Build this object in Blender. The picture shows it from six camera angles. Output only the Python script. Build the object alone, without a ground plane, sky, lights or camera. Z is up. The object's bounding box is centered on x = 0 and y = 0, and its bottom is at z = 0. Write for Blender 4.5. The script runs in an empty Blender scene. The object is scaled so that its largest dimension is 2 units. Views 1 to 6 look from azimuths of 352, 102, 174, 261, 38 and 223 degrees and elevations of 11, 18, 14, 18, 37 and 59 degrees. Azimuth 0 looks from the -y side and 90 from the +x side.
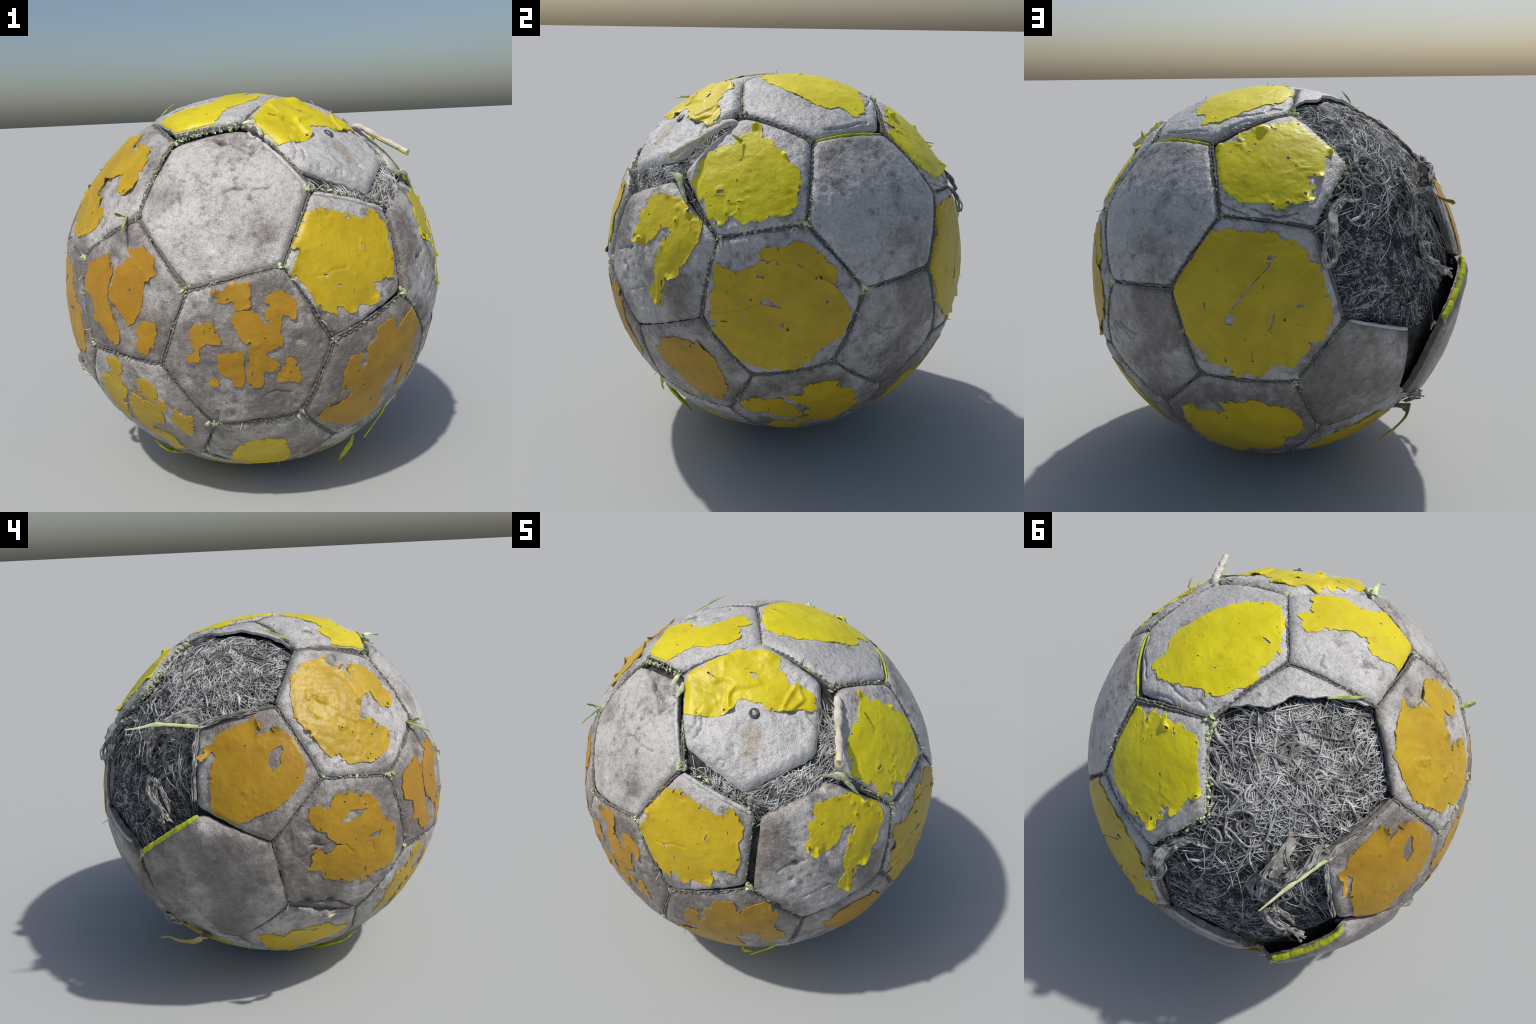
"""A worn-out football: thirty-two leather panels on a wound-thread lining, yellow paint peeling
off in flakes, one panel torn away, another missing, seams burst and grown over with moss.
Metres, z up.  The panels are laid out as a truncated icosahedron that has crept out of shape."""
import bpy, math, itertools
import numpy as np

RNG = np.random.default_rng(7)
CENTRE = np.array((0.0095, -0.0128, 0.9826))   # of the ball
RADIUS = 0.9925                                # to which flat panel drawings (mm) refer
SKIN = 0.990                                   # leather surface in the middle of a panel

BALL_TURN = ((0.9933, -0.098, 0.0606), 164.56)   # axis and degrees of the twelve five-sided panels
# how far each seam corner has crept from its regular place, mm east and mm north
CORNER_CREEP = {
    (0, 1): (-15, -20), (0, 2): (-45, 28), (0, 5): (-20, 31), (0, 7): (-22, -4), (1, 0): (-17, -34), (1, 2): (16, -14),
    (1, 3): (-11, -7), (1, 7): (19, -5), (1, 8): (-19, 18), (2, 1): (-25, -16), (2, 4): (5, 24), (2, 6): (35, 59),
    (2, 8): (38, 19), (3, 1): (-13, 28), (3, 7): (0, 16), (3, 8): (-3, 12), (3, 9): (-14, -6), (3, 11): (-30, -1),
    (4, 2): (-10, 13), (4, 8): (2, -12), (4, 9): (1, 5), (4, 10): (-24, -11), (5, 7): (-5, -21), (5, 10): (-9, -10),
    (7, 0): (17, -3), (7, 1): (5, -37), (7, 3): (14, 9), (7, 5): (-6, -2), (7, 11): (4, 23), (8, 1): (6, -27), (8, 2): (-4, 8),
    (8, 3): (-2, 8), (8, 4): (8, -11), (8, 9): (-23, 10), (9, 3): (-1, -8), (9, 4): (-24, 2), (9, 8): (-10, -7),
    (9, 10): (-14, 11), (9, 11): (-56, -13), (10, 4): (-4, 23), (10, 5): (-10, 13), (10, 6): (-58, 13), (10, 9): (-39, -9),
    (10, 11): (58, -37), (11, 3): (17, -12), (11, 5): (28, -12), (11, 7): (11, -25), (11, 9): (39, -2), (11, 10): (67, -34),
   
}
# panels whose seams have come undone, so that one corner sits away from the shared place (mm in the panel)
LOOSE_CORNER = {
    ("P1", (1, 8)): (-283, 200),
    ("P1", (1, 3)): (-269, -218),
    ("P1", (1, 2)): (98, 333),
    ("H5", (1, 8)): (210, -346),
    ("H5", (8, 1)): (-181, -327),
    ("H5", (1, 2)): (417, 5),
    ("P8", (8, 1)): (351, -30),
    ("P8", (8, 3)): (76, -342),
    ("P3", (3, 1)): (312, -34),
    ("P3", (3, 7)): (123, -296),
    ("H6", (3, 1)): (158, 362),
    ("H6", (1, 3)): (417, 0),
    ("H6", (3, 7)): (-210, 349),
    ("H11", (8, 9)): (-212, 358),
    ("H11", (9, 8)): (-409, 3),
    ("P10", (10, 9)): (149, -326),
    ("P10", (10, 11)): (-204, -238),
    ("P10", (10, 5)): (-279, 173),
    ("P11", (11, 10)): (-240, 205),
    ("H18", (11, 10)): (-430, 40),
    ("H18", (10, 11)): (-225, -325),
}
LOOSE_OUTLINE = {"H7": [(209, -445), (-231, -388), (-389, -36), (-257, 166), (-157, 286), (242, 278), (383, -70)]}
TORN_EDGE = [(232, 487), (252, 392), (258, 322), (256, 276), (257, 203), (241, 155), (225, 102), (247, 59), (265, 30), (264, -38), (251, -106), (241, -139), (228, -209), (216, -285), (195, -339), (187, -368), (238, -477)]
# rest side (mm): [ 636.77129643 -379.13108377]

# paint flakes, one outline each (mm, in the panel's own plane); the torn edge itself is made below
PAINT = []
LIFT = {"P9": 0.011, "H10": 0.014, "H5": 0.009, "H7": 0.010, "P8": 0.007, "H4": 0.003, "H8": 0.004, "P0": 0.003, "P5": 0.003, "H13": 0.004, "P2": 0.006, "H0": 0.004, "P7": 0.007, "H17": 0.005, "H11": 0.006, "P3": 0.005}
def flake(name, *points):
    PAINT.append((name, np.array(points) / 1000, []))
def hole(name, *points):
    for n, outline, holes in PAINT:
        if n == name:
            holes.append(np.array(points) / 1000)

flake("P7", (-178, 133), (-148, 163), (-135, 218), (-83, 234), (-53, 251), (-21, 228), (10, 224), (21, 186), (13, 156), (45, 126), (95, 84), (124, 47), (138, -4), (134, -37), (77, -43), (28, -58), (-11, -56), (-56, -47), (-73, -18), (-125, 45), (-123, 94), (-139, 133))
flake("P7", (-213, 20), (-168, 22), (-114, 13), (-91, -21), (-55, -61), (-22, -76), (28, -92), (82, -101), (137, -108), (171, -149), (170, -181), (132, -197), (84, -208), (34, -203), (-8, -240), (-47, -195), (-84, -184), (-153, -217), (-201, -191), (-238, -130), (-227, -41))
flake("P7", (156, -1), (148, 46), (163, 78), (193, 99), (238, 87), (280, 35), (292, -29), (268, -57), (227, -50), (201, -14))
flake("H1", (-173, 150), (-197, 112), (-215, 104), (-238, 127), (-255, 118), (-249, 78), (-270, 58), (-294, 68), (-288, 94), (-318, 67), (-343, 77), (-313, 109), (-316, 147), (-317, 176), (-285, 204), (-277, 226), (-240, 218), (-208, 188), (-171, 176))
flake("H1", (-195, 110), (-170, 148), (-133, 171), (-96, 166), (-78, 165), (-116, 197), (-118, 240), (-152, 222), (-167, 249), (-163, 288), (-151, 315), (-103, 332), (-64, 337), (-29, 310), (-3, 278), (-40, 248), (-25, 216), (-2, 187), (19, 189), (61, 159), (51, 126), (33, 100), (57, 76), (86, 97), (114, 98), (137, 71), (125, 40), (96, 14), (132, -7), (146, -36), (125, -68), (83, -65), (23, -11), (-33, 39), (-29, 67), (-60, 40), (-97, 40), (-131, 55), (-172, 61), (-190, 84))
flake("H1", (-93, -76), (-64, -18), (-52, 16), (-22, 17), (17, -19), (76, -73), (94, -106), (72, -120), (33, -109), (0, -127), (-40, -121))
flake("H1", (-261, -108), (-256, -64), (-217, -10), (-190, -23), (-181, -40), (-159, -17), (-125, -44), (-144, -70), (-169, -87), (-160, -113), (-162, -136), (-129, -154), (-117, -179), (-137, -213), (-164, -210), (-167, -156), (-200, -153))
flake("H1", (113, 126), (135, 159), (164, 165), (196, 141), (239, 123), (255, 97), (205, 68), (181, 32), (155, 43), (138, 83))
flake("H1", (-26, -196), (-18, -168), (18, -167), (32, -185), (16, -210), (-10, -210))
flake("H4", (-350, 41), (-328, 136), (-285, 157), (-245, 130), (-239, 73), (-203, 63), (-138, 45), (-110, -39), (-70, -67), (10, -163), (-31, -249), (-116, -187), (-190, -175), (-238, -120), (-280, -89), (-257, -24), (-285, 35))
flake("H4", (-195, 189), (-166, 249), (-124, 257), (-81, 248), (-52, 213), (-47, 164), (-83, 150), (-135, 142))
flake("H4", (-136, 78), (-88, 111), (-54, 142), (-29, 154), (-42, 213), (-27, 237), (7, 228), (29, 178), (7, 164), (66, 126), (85, 81), (53, 49), (87, -18), (118, 11), (182, 42), (240, -23), (298, -43), (288, -157), (186, -78), (126, -103), (45, -91), (-26, -72), (-86, -16))
flake("H4", (24, 241), (54, 257), (89, 266), (102, 304), (140, 276), (194, 210), (210, 158), (166, 146), (107, 156), (62, 170), (66, 214))
flake("P0", (-142, 131), (-17, 148), (66, 124), (117, 66), (138, -10), (81, -61), (-19, -146), (-153, -189), (-235, -91), (-298, 39))
flake("P1", (-155, -250), (-160, -219), (-192, -174), (-182, -102), (-181, -19), (-178, 33), (-208, 71), (-242, 83), (-241, 123), (-205, 173), (-156, 203), (-114, 196), (-75, 226), (-18, 248), (49, 258), (65, 197), (94, 140), (131, 180), (168, 185), (201, 147), (201, 75), (231, 75), (250, 53), (240, 2), (248, -25), (267, -25), (268, -90), (247, -135), (209, -166), (167, -212), (152, -245), (139, -273), (100, -275), (62, -258), (34, -262), (25, -297), (-27, -292), (-67, -273), (-114, -262))
hole("P1", (106, -130), (103, -100), (122, -104))
hole("P1", (132, -67), (136, -30), (151, -35))
flake("H9", (-89, -353), (-101, -330), (-90, -273), (-90, -239), (-139, -183), (-179, -150), (-203, -88), (-218, -1), (-197, 123), (-181, 202), (-162, 248), (-111, 302), (-69, 337), (-18, 339), (63, 336), (85, 294), (113, 270), (167, 241), (207, 249), (230, 215), (262, 198), (282, 146), (313, 140), (296, 105), (339, 69), (339, 27), (343, -22), (333, -84), (322, -147), (285, -200), (247, -236), (229, -268), (186, -252), (154, -302), (116, -299), (65, -342), (36, -316), (0, -310), (-15, -336))
flake("H9", (-217, -168), (-241, -157), (-258, -108), (-282, -61), (-329, -22), (-324, 35), (-313, 87), (-299, 141), (-270, 141), (-270, 191), (-248, 211), (-196, 210), (-183, 168), (-191, 117), (-209, 40), (-210, -14), (-201, -88), (-187, -149))
hole("H9", (3, -94), (-30, -59), (-15, -24), (-5, 18), (2, -25), (10, -69))
hole("H9", (71, 25), (59, 47), (84, 48))
flake("P2", (101, -198), (43, -182), (-5, -211), (-108, -182), (-156, -135), (-206, -106), (-218, -47), (-211, 16), (-174, 90), (-127, 170), (-86, 206), (9, 224), (79, 161), (102, 65), (83, -27), (108, -111), (110, -164))
flake("H8", (218, -141), (211, -198), (172, -250), (118, -293), (54, -263), (6, -293), (-90, -254), (-164, -208), (-198, -124), (-194, -39), (-176, 14), (-89, 38), (-14, 23), (44, -11), (39, -59), (131, -49), (223, -31), (212, -74), (166, -98), (175, -126))
flake("H8", (301, 215), (309, 126), (256, 36), (217, -16), (148, -11), (51, -6), (18, 19), (27, 86), (105, 108), (172, 161), (202, 205))
flake("H8", (-18, 303), (33, 178), (-22, 113), (-9, 40), (-57, 25), (-98, 65), (-83, 108), (-263, 252), (-145, 255))
flake("P8", (255, -76), (217, -112), (153, -141), (99, -160), (77, -173), (49, -202), (13, -222), (25, -255), (-20, -278), (-38, -255), (-43, -181), (-94, -173), (-114, -127), (-145, -121), (-170, -96), (-176, -61), (-228, -29), (-236, 16), (-250, 56), (-234, 89), (-242, 136), (-223, 185), (-187, 206), (-128, 213), (-100, 233), (-70, 238), (-33, 235), (4, 255), (43, 229), (74, 229), (113, 264), (154, 252), (185, 216), (200, 168), (197, 137), (232, 135), (270, 75), (290, 30), (253, -8))
flake("H5", (-47, -277), (-82, -274), (-159, -257), (-161, -241), (-198, -236), (-243, -221), (-282, -183), (-275, -143), (-327, -127), (-359, -93), (-356, -41), (-333, 18), (-291, 51), (-257, 91), (-226, 111), (-210, 144), (-167, 154), (-124, 158), (-114, 137), (-97, 179), (-78, 194), (-68, 234), (-37, 279), (-9, 250), (18, 209), (10, 181), (-33, 146), (-48, 86), (-98, 4), (-137, -40), (-164, -66), (-175, -88), (-121, -92), (-86, -57), (-44, -47), (0, -27), (29, -42), (66, -57), (82, -91), (71, -129), (41, -134), (37, -170), (20, -206), (-7, -217))
flake("H7", (240, -379), (202, -371), (167, -408), (129, -402), (93, -371), (69, -407), (22, -382), (6, -421), (-22, -398), (-85, -412), (-122, -356), (-185, -333), (-224, -286), (-249, -248), (-245, -219), (-212, -188), (-225, -149), (-214, -102), (-251, -71), (-288, -22), (-298, 11), (-276, 76), (-253, 89), (-190, 43), (-153, 44), (-116, 17), (-102, 18), (-63, -11), (-47, -51), (-50, -63), (-20, -85), (11, -122), (45, -138), (85, -110), (125, -102), (161, -116), (183, -126), (254, -169), (310, -231), (278, -277), (251, -338))
hole("H7", (-77, -237), (-102, -217), (-102, -194), (-75, -193))
flake("H0", (42, -225), (-26, -286), (-77, -302), (-134, -289), (-134, -229), (-120, -203), (-191, -230), (-240, -245), (-303, -244), (-317, -210), (-300, -165), (-326, -137), (-308, -77), (-272, -41), (-268, 45), (-291, 118), (-241, 180), (-165, 203), (-134, 160), (-157, 23), (-97, 17), (-17, 57), (-6, 238), (47, 248), (151, 249), (234, 194), (293, 131), (320, 146), (360, 54), (311, 27), (274, -30), (211, -51), (203, -148), (170, -198), (127, -239), (93, -220), (85, -186), (111, -164), (90, -106), (56, -216), (16, -239), (0, -285))
hole("H0", (310, 15), (266, -14), (220, -45), (149, -40), (168, -3), (240, 23))
flake("H10", (85, 332), (147, 277), (219, 236), (180, 212), (175, 164), (218, 98), (268, 69), (306, 13), (304, -51), (268, -112), (241, -175), (211, -217), (154, -220), (111, -152), (124, -93), (141, -68), (91, -40), (37, -31), (-19, -45), (-33, -70), (-4, -110), (-21, -160), (9, -206), (-2, -242), (-57, -271), (-111, -272), (-160, -247), (-209, -237), (-244, -176), (-268, -146), (-301, -111), (-313, -77), (-296, -39), (-331, -7), (-322, 35), (-293, 86), (-283, 118), (-272, 169), (-248, 197), (-236, 248), (-186, 268), (-130, 304), (-66, 329), (-20, 356), (27, 331))
hole("H10", (163, 144), (227, 100), (178, 65), (168, 34), (163, 57), (182, 99))
flake("P11", (48, 263), (71, 225), (124, 219), (173, 166), (223, 116), (256, 68), (247, 39), (217, 20), (178, 32), (198, -3), (224, -27), (242, -13), (240, -72), (225, -127), (215, -147), (176, -184), (139, -221), (89, -246), (39, -245), (-28, -216), (-96, -181), (-150, -141), (-174, -92), (-219, -57), (-254, -8), (-257, 50), (-242, 107), (-218, 135), (-147, 150), (-98, 179), (-27, 189), (22, 188), (40, 213), (-22, 227), (-12, 250), (18, 233))
hole("P11", (122, -53), (170, -94), (149, -109), (114, -104), (79, -119), (36, -89), (68, -62))
flake("H17", (-289, -123), (-285, -72), (-254, -21), (-289, 1), (-299, 42), (-281, 101), (-250, 149), (-226, 201), (-173, 234), (-116, 235), (-49, 271), (6, 298), (86, 293), (152, 276), (198, 259), (217, 185), (196, 120), (221, 86), (219, 36), (166, -42), (132, -107), (90, -151), (45, -158), (20, -221), (-7, -189), (-45, -187), (-75, -171), (-76, -136), (-33, -114), (-25, -73), (-51, -49), (-41, -16), (-67, -53), (-109, -76), (-136, -76), (-163, -120), (-207, -141), (-251, -140))
hole("H17", (-148, -3), (-188, 75), (-160, 174), (-142, 107), (-138, 49))
hole("H17", (-16, 118), (-22, 160), (-13, 212), (15, 183), (-1, 144))
flake("P5", (-237, -105), (-235, -44), (-201, -15), (-119, -19), (-133, 51), (-92, 109), (-62, 154), (14, 188), (73, 163), (164, 180), (175, 126), (136, 28), (91, -46), (53, -112), (164, -278), (41, -209), (-57, -207), (-154, -159))
hole("P5", (-69, 108), (-16, 141), (-20, 104))
flake("P9", (71, 314), (106, 277), (101, 210), (168, 216), (176, 157), (201, 156), (209, 87), (191, 56), (236, 77), (255, 26), (275, -18), (268, -58), (228, -88), (200, -139), (166, -192), (138, -228), (104, -221), (73, -193), (24, -213), (-24, -206), (-26, -161), (-40, -126), (-58, -152), (-82, -187), (-115, -186), (-131, -201), (-156, -188), (-176, -140), (-181, -89), (-217, -86), (-224, -40), (-204, 0), (-210, 71), (-214, 122), (-189, 173), (-161, 210), (-130, 245), (-80, 265), (-18, 285))
flake("H15", (280, -284), (258, -299), (217, -296), (181, -313), (129, -320), (82, -315), (47, -324), (3, -324), (-31, -338), (-62, -304), (-108, -317), (-148, -290), (-189, -267), (-216, -227), (-256, -219), (-275, -185), (-291, -128), (-323, -73), (-347, 16), (-323, 64), (-323, 103), (-285, 113), (-270, 155), (-261, 189), (-226, 208), (-211, 248), (-158, 248), (-133, 283), (-114, 254), (-85, 313), (-49, 324), (-2, 309), (17, 348), (64, 340), (82, 297), (121, 307), (161, 296), (194, 279), (212, 253), (254, 244), (282, 201), (309, 201), (322, 130), (355, 83), (379, 41), (397, -10), (388, -66), (354, -126), (321, -177), (301, -234))
hole("H15", (125, 82), (94, 39), (79, 72), (86, 100), (112, 101))
hole("H15", (-28, -173), (-32, -170), (33, -72), (89, 27), (96, 28), (41, -77))
hole("H15", (-18, -193), (-45, -201), (-35, -175))
hole("H15", (-86, -3), (-88, 58), (-70, 105), (-59, 126), (-74, 82), (-80, 38))
flake("H13", (298, -80), (248, -135), (207, -96), (129, -144), (112, -112), (82, -157), (117, -218), (63, -237), (-6, -233), (-34, -274), (-80, -271), (-120, -236), (-189, -247), (-230, -211), (-275, -143), (-297, -67), (-270, 13), (-213, 24), (-213, 138), (-151, 217), (-50, 229), (75, 430), (138, 307), (190, 197), (258, 125), (289, 49))
flake("P3", (-34, 262), (-15, 240), (8, 186), (48, 219), (103, 217), (157, 167), (159, 121), (173, 61), (154, 2), (197, -67), (239, -135), (245, -182), (197, -224), (158, -268), (128, -292), (75, -304), (-6, -299), (-66, -278), (-95, -247), (-79, -214), (-84, -153), (-83, -112), (-59, -89), (-24, -64), (-10, -14), (-18, 23), (-59, 102), (-94, 151), (-109, 184), (-87, 217), (-56, 218))
flake("H11", (-145, 111), (-82, 126), (1, 112), (72, 98), (147, 81), (230, 46), (257, 16), (310, -12), (324, -50), (348, -70), (326, -130), (311, -170), (271, -215), (240, -261), (222, -271), (202, -319), (160, -317), (134, -333), (74, -334), (61, -369), (1, -371), (-39, -353), (-83, -341), (-119, -330), (-168, -284), (-151, -258), (-178, -216), (-201, -181), (-225, -144), (-257, -116), (-258, -85), (-285, -41), (-280, 25), (-280, 68), (-209, 57), (-171, 63))

# ------------------------------------------------------------------ noise
def _hash(ix, iy, iz, seed):
    h = (ix * 374761393 + iy * 668265263 + iz * 2147483647 + seed * 1274126177) & 0xFFFFFFFF
    h = ((h ^ (h >> 13)) * 1274126177) & 0xFFFFFFFF
    return ((h ^ (h >> 16)) & 0xFFFF) / 32767.5 - 1.0

def noise(p, freq, seed=0):
    """smooth value noise in -1..1 at points p (n, 3)"""
    q = np.asarray(p) * freq + 100.0
    i = np.floor(q).astype(np.int64)
    f = q - i
    f = f * f * f * (f * (f * 6 - 15) + 10)
    r = 0.0
    for dx in (0, 1):
        for dy in (0, 1):
            for dz in (0, 1):
                w = (f[:, 0] if dx else 1 - f[:, 0]) * (f[:, 1] if dy else 1 - f[:, 1]) * (f[:, 2] if dz else 1 - f[:, 2])
                r = r + w * _hash(i[:, 0] + dx, i[:, 1] + dy, i[:, 2] + dz, seed)
    return r

def fractal(p, freq, seed=0, octaves=3):
    return sum(noise(p, freq * 2.03 ** k, seed + 17 * k) * 0.5 ** k for k in range(octaves))

def smooth(t):
    t = np.clip(t, 0, 1)
    return t * t * (3 - 2 * t)

def unit(v):
    v = np.asarray(v, float)
    return v / np.linalg.norm(v, axis=-1, keepdims=True)

# ------------------------------------------------------------------ panel layout
def turn_matrix(axis, degrees):
    x, y, z = unit(axis)
    k, t = np.array(((0, -z, y), (z, 0, -x), (-y, x, 0))), math.radians(degrees)
    return np.eye(3) + math.sin(t) * k + (1 - math.cos(t)) * k @ k

GOLDEN = (1 + 5 ** 0.5) / 2
PENT = unit([v for a in (1, -1) for b in (GOLDEN, -GOLDEN) for v in ((0, a, b), (a, b, 0), (b, 0, a))]) @ turn_matrix(*BALL_TURN).T
HEX = [t for t in itertools.combinations(range(12), 3) if all(PENT[a] @ PENT[b] > 0.4 for a, b in itertools.combinations(t, 2))]
CORNER = {}
for a in range(12):
    for b in range(12):
        if a != b and PENT[a] @ PENT[b] > 0.4:
            g = unit(2 * PENT[a] + PENT[b])
            east = unit(np.cross((0, 0, 1), g))
            ce, cn = CORNER_CREEP.get((a, b), (0, 0))
            CORNER[a, b] = unit(g + (east * ce + np.cross(g, east) * cn) / 988.0)

class Panel:
    def __init__(self, name):
        self.name, n = name, int(name[1:])
        keys = [k for k in CORNER if k[0] == n] if name[0] == "P" else [(i, j) for i in HEX[n] for j in HEX[n] if i != j]
        self.n = unit(sum(CORNER[k] for k in keys))
        self.e = unit(CORNER[keys[0]] - self.n * (CORNER[keys[0]] @ self.n))
        self.f = np.cross(self.n, self.e)
        keys.sort(key=lambda k: math.atan2(CORNER[k] @ self.f, CORNER[k] @ self.e) % (2 * math.pi - 1e-9))
        self.keys = keys
        pts = []
        for k in keys:
            loose = LOOSE_CORNER.get((name, k))
            pts.append(np.array(loose) / 1000 if loose else self.flat(CORNER[k][None])[0])
        self.outline = np.array(LOOSE_OUTLINE[name]) / 1000 if name in LOOSE_OUTLINE else np.array(pts)
    def flat(self, d):
        w = d @ self.n
        return np.stack((d @ self.e, d @ self.f), -1) / w[..., None] * RADIUS
    def direction(self, q):
        return unit(self.n + (q[..., :1] * self.e + q[..., 1:] * self.f) / RADIUS)

PANEL = {f"P{i}": Panel(f"P{i}") for i in range(12)} | {f"H{i}": Panel(f"H{i}") for i in range(20)}

def polygon_distance(q, poly):
    """signed distance, negative inside"""
    a, b = poly, np.roll(poly, -1, 0)
    best, inside = np.full(len(q), 1e9), np.zeros(len(q), bool)
    for (ax, ay), (bx, by) in zip(a, b):
        ex, ey, wx, wy = bx - ax, by - ay, q[:, 0] - ax, q[:, 1] - ay
        t = np.clip((wx * ex + wy * ey) / (ex * ex + ey * ey + 1e-12), 0, 1)
        best = np.minimum(best, (wx - ex * t) ** 2 + (wy - ey * t) ** 2)
        if ey:
            cross = (ay > q[:, 1]) != (by > q[:, 1])
            inside ^= cross & (q[:, 0] < ex * (q[:, 1] - ay) / ey + ax)
    best = np.sqrt(best)
    return np.where(inside, -best, best)

def rounded_polygon(poly, r):
    """the same polygon with its corners cut round"""
    out = []
    for p, c, n in zip(np.roll(poly, 1, 0), poly, np.roll(poly, -1, 0)):
        a, b = c + unit(p - c) * r, c + unit(n - c) * r
        out += [(1 - t) ** 2 * a + 2 * t * (1 - t) * c + t * t * b for t in (0, 0.33, 0.67, 1)]
    return np.array(out)

# ------------------------------------------------------------------ sheets cut to an outline
def cut_sheet(distance, low, high, step):
    """triangles covering the flat region where distance(q) < 0"""
    nx, ny = int((high[0] - low[0]) / step) + 2, int((high[1] - low[1]) / (step * 0.866)) + 2
    j, i = np.mgrid[0:ny, 0:nx]
    q = np.stack((low[0] + (i + 0.5 * (j % 2)) * step, low[1] + j * step * 0.866), -1).reshape(-1, 2)
    s = distance(q)
    near = np.abs(s) < 0.35 * step
    if near.any():
        p, h = q[near], step * 0.1
        g = np.stack((distance(p + (h, 0)) - distance(p - (h, 0)), distance(p + (0, h)) - distance(p - (0, h))), -1) / (2 * h)
        g /= np.maximum(np.linalg.norm(g, axis=1, keepdims=True), 0.5)
        q[near] = p - g * np.clip(s[near], -0.35 * step, 0.35 * step)[:, None]
        s[near] = 0.0
    idx = np.arange(nx * ny).reshape(ny, nx)
    a, b, c, d = idx[:-1, :-1], idx[:-1, 1:], idx[1:, :-1], idx[1:, 1:]
    odd = (np.arange(ny - 1) % 2 == 1)[:, None] & np.ones((1, nx - 1), bool)
    t1 = np.where(odd[..., None], np.stack((a, b, d), -1), np.stack((a, b, c), -1)).reshape(-1, 3)
    t2 = np.where(odd[..., None], np.stack((a, d, c), -1), np.stack((b, d, c), -1)).reshape(-1, 3)
    tris = np.vstack((t1, t2))
    inside = s[tris] <= 0
    strictly = (s[tris] < 0).any(1)
    keep = tris[inside.all(1) & strictly]
    mixed = tris[(~inside.all(1)) & strictly]
    extra, points, made = [], list(), {}
    base = len(q)
    def crossing(u, v):
        k = (u, v) if u < v else (v, u)
        if k not in made:
            t = s[u] / (s[u] - s[v])
            made[k] = base + len(points)
            points.append(q[u] + (q[v] - q[u]) * t)
        return made[k]
    for t in mixed.tolist():
        ring = []
        for k in range(3):
            u, v = t[k], t[(k + 1) % 3]
            if s[u] <= 0:
                ring.append(u)
            if (s[u] < 0 < s[v]) or (s[v] < 0 < s[u]):
                ring.append(crossing(u, v))
        for k in range(1, len(ring) - 1):
            extra.append((ring[0], ring[k], ring[k + 1]))
    if points:
        q = np.vstack((q, points))
    if extra:
        keep = np.vstack((keep, extra))
    used, keep = np.unique(keep, return_inverse=True)
    return q[used], keep.reshape(-1, 3)

def shell(top, bottom, tris):
    """closes a sheet into a solid: top, bottom and the wall between"""
    n = len(top)
    e = np.vstack((tris[:, (0, 1)], tris[:, (1, 2)], tris[:, (2, 0)]))
    key = np.sort(e, 1)
    _, first, count = np.unique(key[:, 0].astype(np.int64) * n + key[:, 1], return_index=True, return_counts=True)
    rim = e[first[count == 1]]
    wall = np.vstack((np.stack((rim[:, 1], rim[:, 0], rim[:, 0] + n), -1), np.stack((rim[:, 1], rim[:, 0] + n, rim[:, 1] + n), -1)))
    return np.vstack((top, bottom)), np.vstack((tris, tris[:, ::-1] + n, wall))

# ------------------------------------------------------------------ objects
def add_mesh(name, verts, faces, material, parent, sharp=None, **props):
    me = bpy.data.meshes.new(name)
    faces = np.asarray(faces, np.int32)
    k = faces.shape[1]
    me.vertices.add(len(verts))
    me.vertices.foreach_set("co", np.asarray(verts, np.float32).ravel())
    me.loops.add(faces.size)
    me.loops.foreach_set("vertex_index", faces.ravel())
    me.polygons.add(len(faces))
    me.polygons.foreach_set("loop_start", np.arange(0, faces.size, k, dtype=np.int32))
    me.polygons.foreach_set("use_smooth", np.ones(len(faces), bool))
    me.materials.append(material)
    me.update(calc_edges=True)
    me.validate()
    if sharp:
        me.set_sharp_from_angle(angle=math.radians(sharp))
    ob = bpy.data.objects.new(name, me)
    bpy.context.scene.collection.objects.link(ob)
    ob.parent = parent
    for key, value in props.items():
        ob[key] = value
    return ob

def tube(path, radius, sides=6, squash=1.0, up=None):
    """closed tube along a path; radius one number or one per point"""
    path = np.asarray(path, float)
    r = np.broadcast_to(np.asarray(radius, float), (len(path),))
    tan = unit(np.gradient(path, axis=0) + 1e-9)
    ref = unit(path - CENTRE) if up is None else np.broadcast_to(up, path.shape)
    side = unit(np.cross(tan, ref) + 1e-9)
    nor = np.cross(side, tan)
    a = np.arange(sides) * math.tau / sides
    ring = side[:, None] * np.cos(a)[None, :, None] + nor[:, None] * (np.sin(a) * squash)[None, :, None]
    v = (path[:, None] + ring * r[:, None, None]).reshape(-1, 3)
    m = len(path)
    i, j = np.mgrid[0:m - 1, 0:sides]
    p, q_ = (i * sides + j).ravel(), (i * sides + (j + 1) % sides).ravel()
    quads = np.stack((p, q_, q_ + sides, p + sides), -1)
    caps = []
    for base in (0, (m - 1) * sides):
        for k in range(1, sides - 1, 2):
            c = [base, base + k, base + k + 1, base + min(k + 2, sides - 1)]
            if len(set(c)) == 4:
                caps.append(c if base else c[::-1])
    return v, np.vstack((quads, caps)) if caps else quads

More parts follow.
